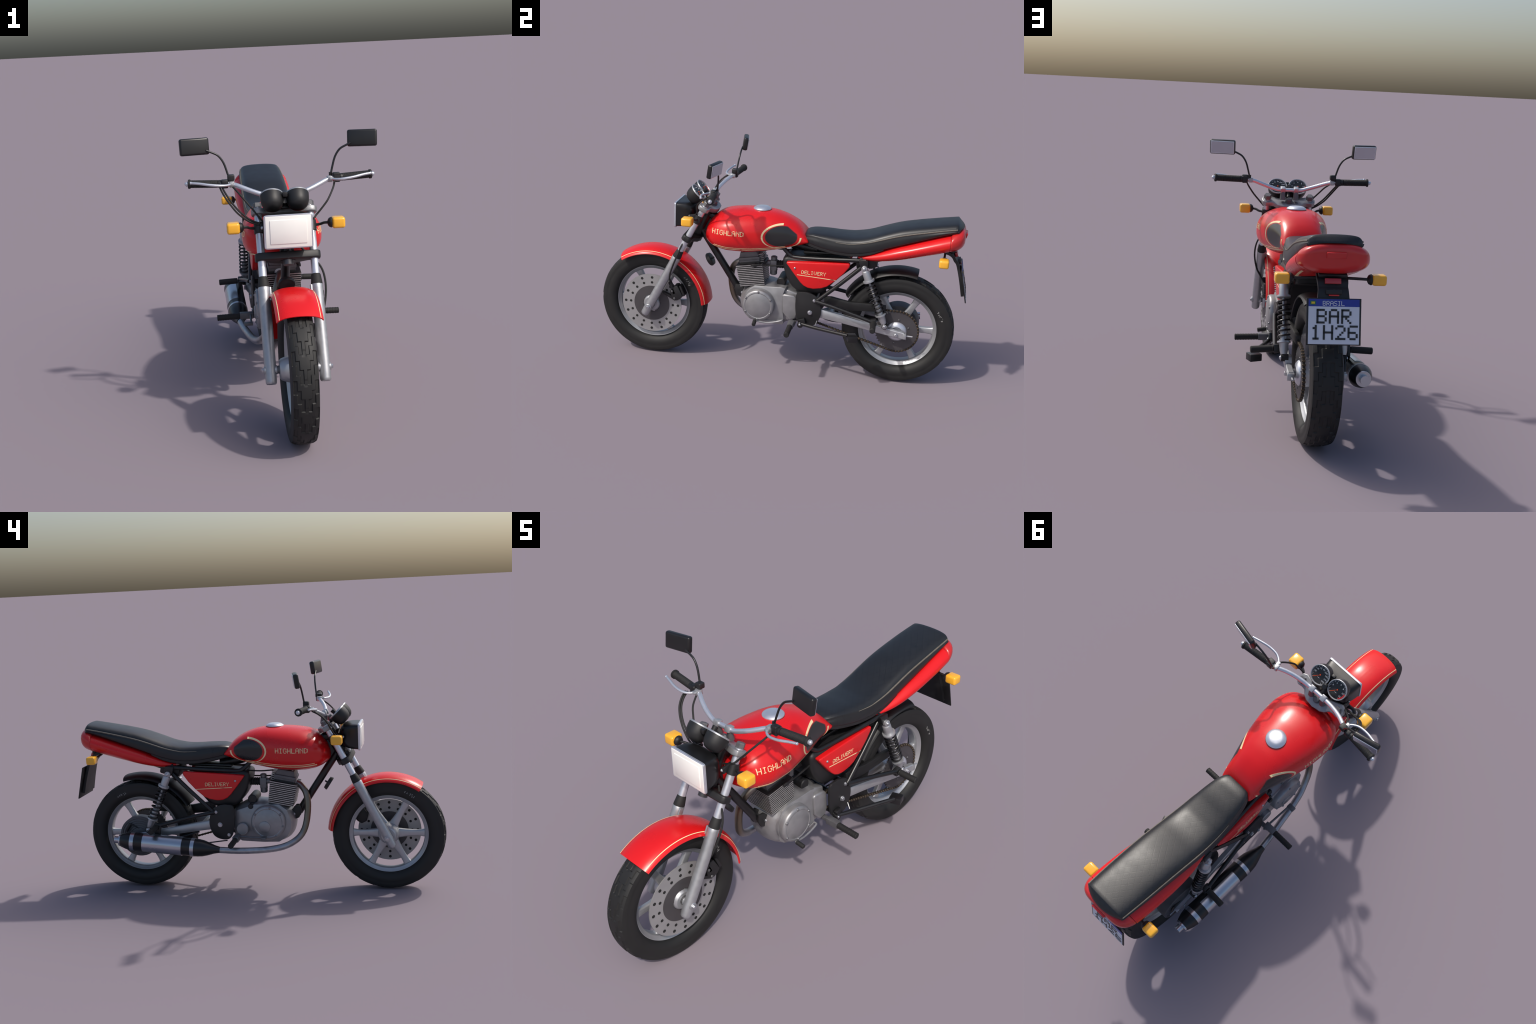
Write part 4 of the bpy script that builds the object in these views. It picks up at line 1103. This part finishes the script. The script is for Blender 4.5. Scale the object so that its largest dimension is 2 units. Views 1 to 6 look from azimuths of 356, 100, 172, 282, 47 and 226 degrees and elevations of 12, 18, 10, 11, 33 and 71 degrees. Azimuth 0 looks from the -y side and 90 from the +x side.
# ================================================================== EXHAUST
m = Mesh()
m.tube([(-0.008, -0.205, 0.580), (-0.016, -0.236, 0.566), (-0.030, -0.264, 0.532), (-0.044, -0.2765, 0.480), (-0.056, -0.2760, 0.428), (-0.067, -0.2690, 0.376), (-0.079, -0.2560, 0.333), (-0.092, -0.2315, 0.297), (-0.106, -0.1920, 0.2690), (-0.120, -0.1500, 0.2525), (-0.130, -0.105, 0.2435), (-0.142, -0.045, 0.2385), (-0.153, 0.025, 0.2372), (-0.167, 0.1060, 0.2400), (-0.181, 0.205, 0.2485)], 0.0172, 24, 10)
pipe = m.obj("exhaust_pipe", HEADER, bike)
m = Mesh(); m.lathe([(0, 0.024), (0.010, 0.024), (0.014, 0.018)], (-0.010, -0.203, 0.580), (-0.1, -0.8, -0.25), 24); m.obj("exhaust_flange", ALLOY, pipe)
MA = Vector((-0.1815, 0.186, 0.2480)); MB = Vector((-0.1870, 0.772, 0.3045)); MD = (MB - MA).normalized(); ML = (MB - MA).length
m = Mesh(); f = ML / 0.586
m.lathe([(0.0, 0.0165), (0.004, 0.0172), (0.030, 0.0230), (0.062, 0.0350), (0.092, 0.0440), (0.120, 0.0475), (0.140, 0.0485), (0.205, 0.0480), (0.424, 0.0482), (0.470, 0.0500), (0.492, 0.0500), (0.520, 0.0455), (0.548, 0.0360), (0.553, 0.0330)], MA, MD, 56)
muf = m.obj("muffler", BLACK, pipe, 50)
m = Mesh()
for t0, t1, r in ((0.138, 0.158, 0.0500), (0.472, 0.494, 0.0515)):
    m.lathe([(t0, r - 0.004), (t0, r), (t1, r), (t1, r - 0.004)], MA, MD, 56, closed=True)
m.obj("muffler_band", POLISHED, muf)
m = Mesh()
m.lathe([(0.549, 0.030), (0.549, 0.0335), (0.561, 0.0325), (0.561, 0.0195), (0.588, 0.0190), (0.588, 0.0)], MA, MD, 40)
m.obj("tail_pipe", POLISHED, muf)
m = Mesh()
a_, u_, v_ = frame_for(MD)
def ang_of(d): return atan2(d.dot(v_), d.dot(u_))
# heat shield wraps the outer half
out_d = Vector((-1, 0, 0.05)); c0 = ang_of(out_d)
m.lathe([(0.206, 0.0475), (0.206, 0.0505), (0.424, 0.0507), (0.424, 0.0475)], MA, MD, 32, closed=True, a0=c0 - radians(98), a1=c0 + radians(98))
m.obj("heat_shield", POLISHED, muf)

# ================================================================== SWINGARM, SHOCKS, REAR HUB
for s in S:
    m = Mesh()
    rows = [(0.190, 0.092, 0.371, 0.024), (0.260, 0.094, 0.364, 0.0245), (0.360, 0.098, 0.350, 0.0225), (0.470, 0.103, 0.333, 0.0205), (0.560, 0.107, 0.318, 0.0195), (0.660, 0.109, 0.302, 0.0185), (0.700, 0.109, 0.297, 0.018)]
    rings = []
    for y, x, z, h in rows:
        w = 0.013
        rings.append([Vector((s * (x + a * w), y, z + b * h)) for a, b in ((1, -.8), (1, .8), (.75, 1), (-.75, 1), (-1, .8), (-1, -.8), (-.75, -1), (.75, -1))])
    m.loft(rings)
    m.box((s * 0.111, 0.703, 0.2965), (0.030, 0.018, 0.030), None, 0.003)
    m.cyl((s * 0.107, 0.70, 0.2960), (s * 0.107, 0.745, 0.2945), 0.0042, seg=12)
    m.extrude([(0.582, 0.360), (0.606, 0.352), (0.614, 0.318), (0.590, 0.312), (0.572, 0.332)], s * 0.094, s * 0.124, 0.003)
    arm = m.obj("swingarm", ALLOY, bike)
    bolt((s * 0.121, 0.658, 0.298), X * s, arm, 1.1)
    # shock absorber
    tp = Vector((s * 0.126, 0.4665, 0.652)); bp_ = Vector((s * 0.127, 0.595, 0.346)); D = (bp_ - tp).normalized(); L = (bp_ - tp).length
    m = Mesh()
    m.cyl(tp - X * 0.015, tp + X * 0.015, 0.0155, seg=24, ch=0.002)
    m.lathe([(0.010, 0.0150), (0.014, 0.0185), (0.018, 0.0200), (0.060, 0.0205), (0.066, 0.0205), (0.066, 0.0300), (0.074, 0.0305), (0.077, 0.0270), (0.077, 0.006)], tp, D, 32)
    m.cyl(tp + D * 0.070, tp + D * 0.26, 0.0065, seg=14)
    m.lathe([(0.200, 0.010), (0.204, 0.0150), (0.262, 0.0155), (0.262, 0.0285), (0.269, 0.0290), (0.271, 0.022), (0.276, 0.0200), (0.300, 0.0180), (0.318, 0.0135)], tp, D, 32)
    m.cyl(bp_ - X * 0.014, bp_ + X * 0.014, 0.0140, seg=24, ch=0.002)
    sh = m.obj("shock_absorber", ENGINE if False else ALLOY, bike)
    a_, u_, v_ = frame_for(D)
    m = Mesh(); turns = 8.5; N = int(turns * 22); pts = []
    for i in range(N + 1):
        t = i / N; a = t * turns * 2 * pi
        pts.append(tp + D * (0.079 + 0.181 * t) + (u_ * cos(a) + v_ * sin(a)) * 0.0250)
    m.tube(pts, 0.0041, 8, smooth=False)
    m.obj("coil_spring", BLACK, sh)
    m = Mesh(); m.cyl(bp_ - X * s * 0.018, bp_ + X * s * 0.0135, 0.0155, seg=20); m.obj("shock_bush", RUBBER, sh)
    bolt(tp + X * s * 0.014, X * s, sh, 1.0, DOME); bolt(bp_ + X * s * 0.014, X * s, sh, 0.85, DOME)
m = Mesh(); m.cyl((-0.092, 0.30, 0.359), (0.092, 0.30, 0.359), 0.018, seg=20); m.obj("swingarm_cross_tube", ALLOY, bike)
# rear hub
m = Mesh()
m.lathe([(-0.060, 0.050), (-0.040, 0.058), (0.030, 0.058), (0.062, 0.057), (0.074, 0.052), (0.084, 0.040), (0.086, 0.030), (0.080, 0.024), (0.080, 0.0)], RW, X, 48)
m.obj("hub", CHROME, wr)
m = Mesh(); m.cyl(RW - X * 0.125, RW + X * 0.122, 0.010, seg=18); m.cyl(RW + X * 0.085, RW + X * 0.098, 0.018, seg=20); m.obj("axle", DARKCAST, wr)
# drum brake plate, stepped rings
m = Mesh(); DO = 0.034; prof = [(0.030, 0.106), (0.050, 0.112), (0.064 + DO, 0.112), (0.066 + DO, 0.110)]
for r in (0.098, 0.086, 0.074, 0.062, 0.050): prof += [(DO + 0.066 + (0.112 - r) * 0.10, r + 0.0015), (DO + 0.0635 + (0.112 - r) * 0.10, r), (DO + 0.0635 + (0.112 - r) * 0.10, r - 0.0012)]
prof += [(0.106, 0.044), (0.107, 0.020), (0.107, 0.0)]
m.lathe(prof, RW, -X, 80); drum = m.obj("brake_drum", DRUM, wr, 25)
m = Mesh()
m.extrude([(0.700, 0.372), (0.712, 0.378), (0.735, 0.330), (0.722, 0.326)], -0.114, -0.106, 0.002)
m.tube([(-0.110, 0.706, 0.374), (-0.09, 0.55, 0.29), (-0.105, 0.35, 0.262), (-0.11, 0.16, 0.281)], 0.0035, 8)
m.tube([(-0.086, 0.62, 0.245), (-0.088, 0.45, 0.285), (-0.09, 0.32, 0.325)], 0.0055, 8)
m.obj("brake_rod", BLACK, wr)
# sprocket
SX = 0.067
m = Mesh(); pts = []
NTOOTH = 44
for i in range(NTOOTH * 4):
    a = 2 * pi * i / (NTOOTH * 4); r = (0.1085, 0.1150, 0.1150, 0.1085)[i % 4]
    pts.append((RW.y + r * cos(a), RW.z + r * sin(a)))
bm = bmesh.new()
def ring_plate(mesh, pts, x0, x1, c, rin):
    n = len(pts); V = []; F = []
    for x in (x0, x1):
        for (y, z) in pts: V.append((x, y, z))
        for i in range(n):
            a = 2 * pi * i / n; V.append((x, c.y + rin * cos(a), c.z + rin * sin(a)))
    for i in range(n):
        j = (i + 1) % n
        F += [(i, j, n + j, n + i), (2 * n + i, 3 * n + i, 3 * n + j, 2 * n + j), (i, 2 * n + i, 2 * n + j, j), (n + i, n + j, 3 * n + j, 3 * n + i)]
    mesh.add(V, F)
bm.free()
ring_plate(m, pts, SX - 0.003, SX + 0.003, RW, 0.050)
spr = m.obj("sprocket", CARRIER, wr, 30)
for i in range(6):
    a = 2 * pi * i / 6 + 0.4; bolt(RW + Vector((SX + 0.003, 0.066 * cos(a), 0.066 * sin(a))), X, spr, 0.55, DOME, DARKBOLT)
# chain: links along the loop round both sprockets
CF = Vector((0, 0.085, 0.372)); rf = 0.034; rr = 0.1145
d = RW - CF; dist = sqrt(d.y ** 2 + d.z ** 2); base_a = atan2(d.z, d.y); off = math.acos((rf - rr) / dist) if False else math.asin((rr - rf) / dist)
loop = []
ta = base_a + pi / 2 + off; tb_ = base_a - pi / 2 - off
def pt(c, r, a): return Vector((SX, c.y + r * cos(a), c.z + r * sin(a)))
for i in range(41):
    a = ta + (tb_ - ta) * i / 40                    # over the rear of the big sprocket
    loop.append(pt(RW, rr, a))
for i in range(1, 21):
    a = tb_ - (2 * pi - (ta - tb_)) * i / 20        # round the small one
    loop.append(pt(CF, rf, a))
loop.append(loop[0].copy())
acc = [0]
for a, b in zip(loop[:-1], loop[1:]): acc.append(acc[-1] + (b - a).length)
NL = 190
def along(t):
    t %= acc[-1]
    for i in range(len(acc) - 1):
        if acc[i + 1] >= t: return loop[i] + (loop[i + 1] - loop[i]) * ((t - acc[i]) / (acc[i + 1] - acc[i]))
m1 = Mesh(); m2 = Mesh(); pitch = acc[-1] / NL
for i in range(NL):
    a, b = along(i * pitch), along((i + 1) * pitch); dd = (b - a).normalized()
    nrm = X.cross(dd); R = Matrix((X, dd, nrm)).transposed(); c = (a + b) / 2
    if i % 2: m1.box(c, (0.0150, pitch * 1.02, 0.0105), R, 0.0015, 1)
    else: m2.box(c, (0.0110, pitch * 1.05, 0.0085), R, 0.0015, 1)
ch = m1.obj("chain", CHAINM, bike); ch["kind"] = "stuff"
o = m2.obj("chain_link", CHAINDARK, ch); o["kind"] = "stuff"
m = Mesh()
GUARD = [(0.262, 0.452), (0.300, 0.456), (0.392, 0.440), (0.500, 0.442), (0.592, 0.440), (0.592, 0.404), (0.500, 0.398), (0.392, 0.390), (0.262, 0.400)]
m.extrude(GUARD, 0.058, 0.080, 0.004)
m.obj("chain_guard", PLASTIC, bike)

# ================================================================== PEGS, PEDALS, STAND
def peg(name, a, b, r, ridges, mat=RUBBER):
    a, b = Vector(a), Vector(b); L = (b - a).length; prof = [(0, r * 0.8), (0.002, r)]
    for i in range(ridges):
        t = 0.006 + (L - 0.014) * i / max(1, ridges - 1)
        prof += [(t, r * 0.93), (t + 0.003, r), (t + 0.006, r)]
    prof += [(L - 0.003, r), (L, r * 0.8)]
    m = Mesh(); m.lathe(prof, a, b - a, 24); return m.obj(name, mat, bike, 30)
for s in S:
    p = peg("foot_peg", (s * 0.178, 0.100, 0.303), (s * 0.293, 0.1005, 0.300), 0.0148, 9)
    m = Mesh(); m.box((s * 0.152, 0.100, 0.304), (0.064, 0.032, 0.030), None, 0.003)
    m.box((s * 0.095, 0.108, 0.296), (0.10, 0.022, 0.016), None, 0.003)
    m.obj("peg_bracket", DARKCAST, p)
    p = peg("foot_peg", (s * 0.168, 0.5375, 0.3695), (s * 0.2645, 0.5415, 0.3650), 0.0150, 1)
    m = Mesh(); m.box((s * 0.153, 0.535, 0.370), (0.026, 0.036, 0.036), Matrix.Rotation(0.2, 3, 'X'), 0.005)
    if s < 0:
        m.extrude([(0.512, 0.375), (0.552, 0.380), (0.560, 0.345), (0.545, 0.325), (0.520, 0.325)], -0.150, -0.166, 0.003)
    m.obj("peg_bracket", PLASTIC, p)
# second tube of the left peg carrier / side stand
m = Mesh()
m.tube([(0.132, 0.152, 0.306), (0.165, 0.235, 0.306), (0.205, 0.330, 0.311), (0.240, 0.415, 0.315)], 0.0095, 14)
m.box((0.2355, 0.4360, 0.3030), (0.056, 0.050, 0.033), Matrix.Rotation(0.35, 3, 'Z'), 0.004)
m.cyl((0.115, 0.148, 0.300), (0.142, 0.148, 0.300), 0.016, seg=20, ch=0.003)
m.box((0.128, 0.158, 0.316), (0.022, 0.036, 0.040), Matrix.Rotation(0.3, 3, 'X'), 0.004)
st = m.obj("side_stand", BLACK, bike)
bolt((0.140, 0.146, 0.303), X, st, 0.7, DOME)
m = Mesh(); m.tube([(0.112, 0.236, 0.330), (0.135, 0.228, 0.303)], 0.003, 8, 2); m.obj("stand_spring", COVERBOLT, st)
# gear lever
m = Mesh(); m.tube([(0.090, 0.045, 0.300), (0.103, 0.040, 0.298), (0.108, 0.000, 0.287), (0.112, -0.050, 0.281), (0.116, -0.100, 0.288), (0.128, -0.101, 0.288)], 0.0052, 10)
gl = m.obj("gear_lever", ENGINE, bike)
m = Mesh(); m.cyl((0.122, -0.1020, 0.2885), (0.164, -0.1000, 0.2825), 0.0105, seg=20, ch=0.002); m.obj("pedal_rubber", RUBBER, gl)
# brake pedal
m = Mesh(); m.tube([(-0.132, 0.125, 0.298), (-0.134, 0.080, 0.308), (-0.137, 0.010, 0.305), (-0.140, -0.045, 0.306)], 0.0055, 10)
m.box((-0.152, -0.050, 0.3055), (0.040, 0.026, 0.014), None, 0.003)
m.obj("brake_pedal", DARKCAST, bike)
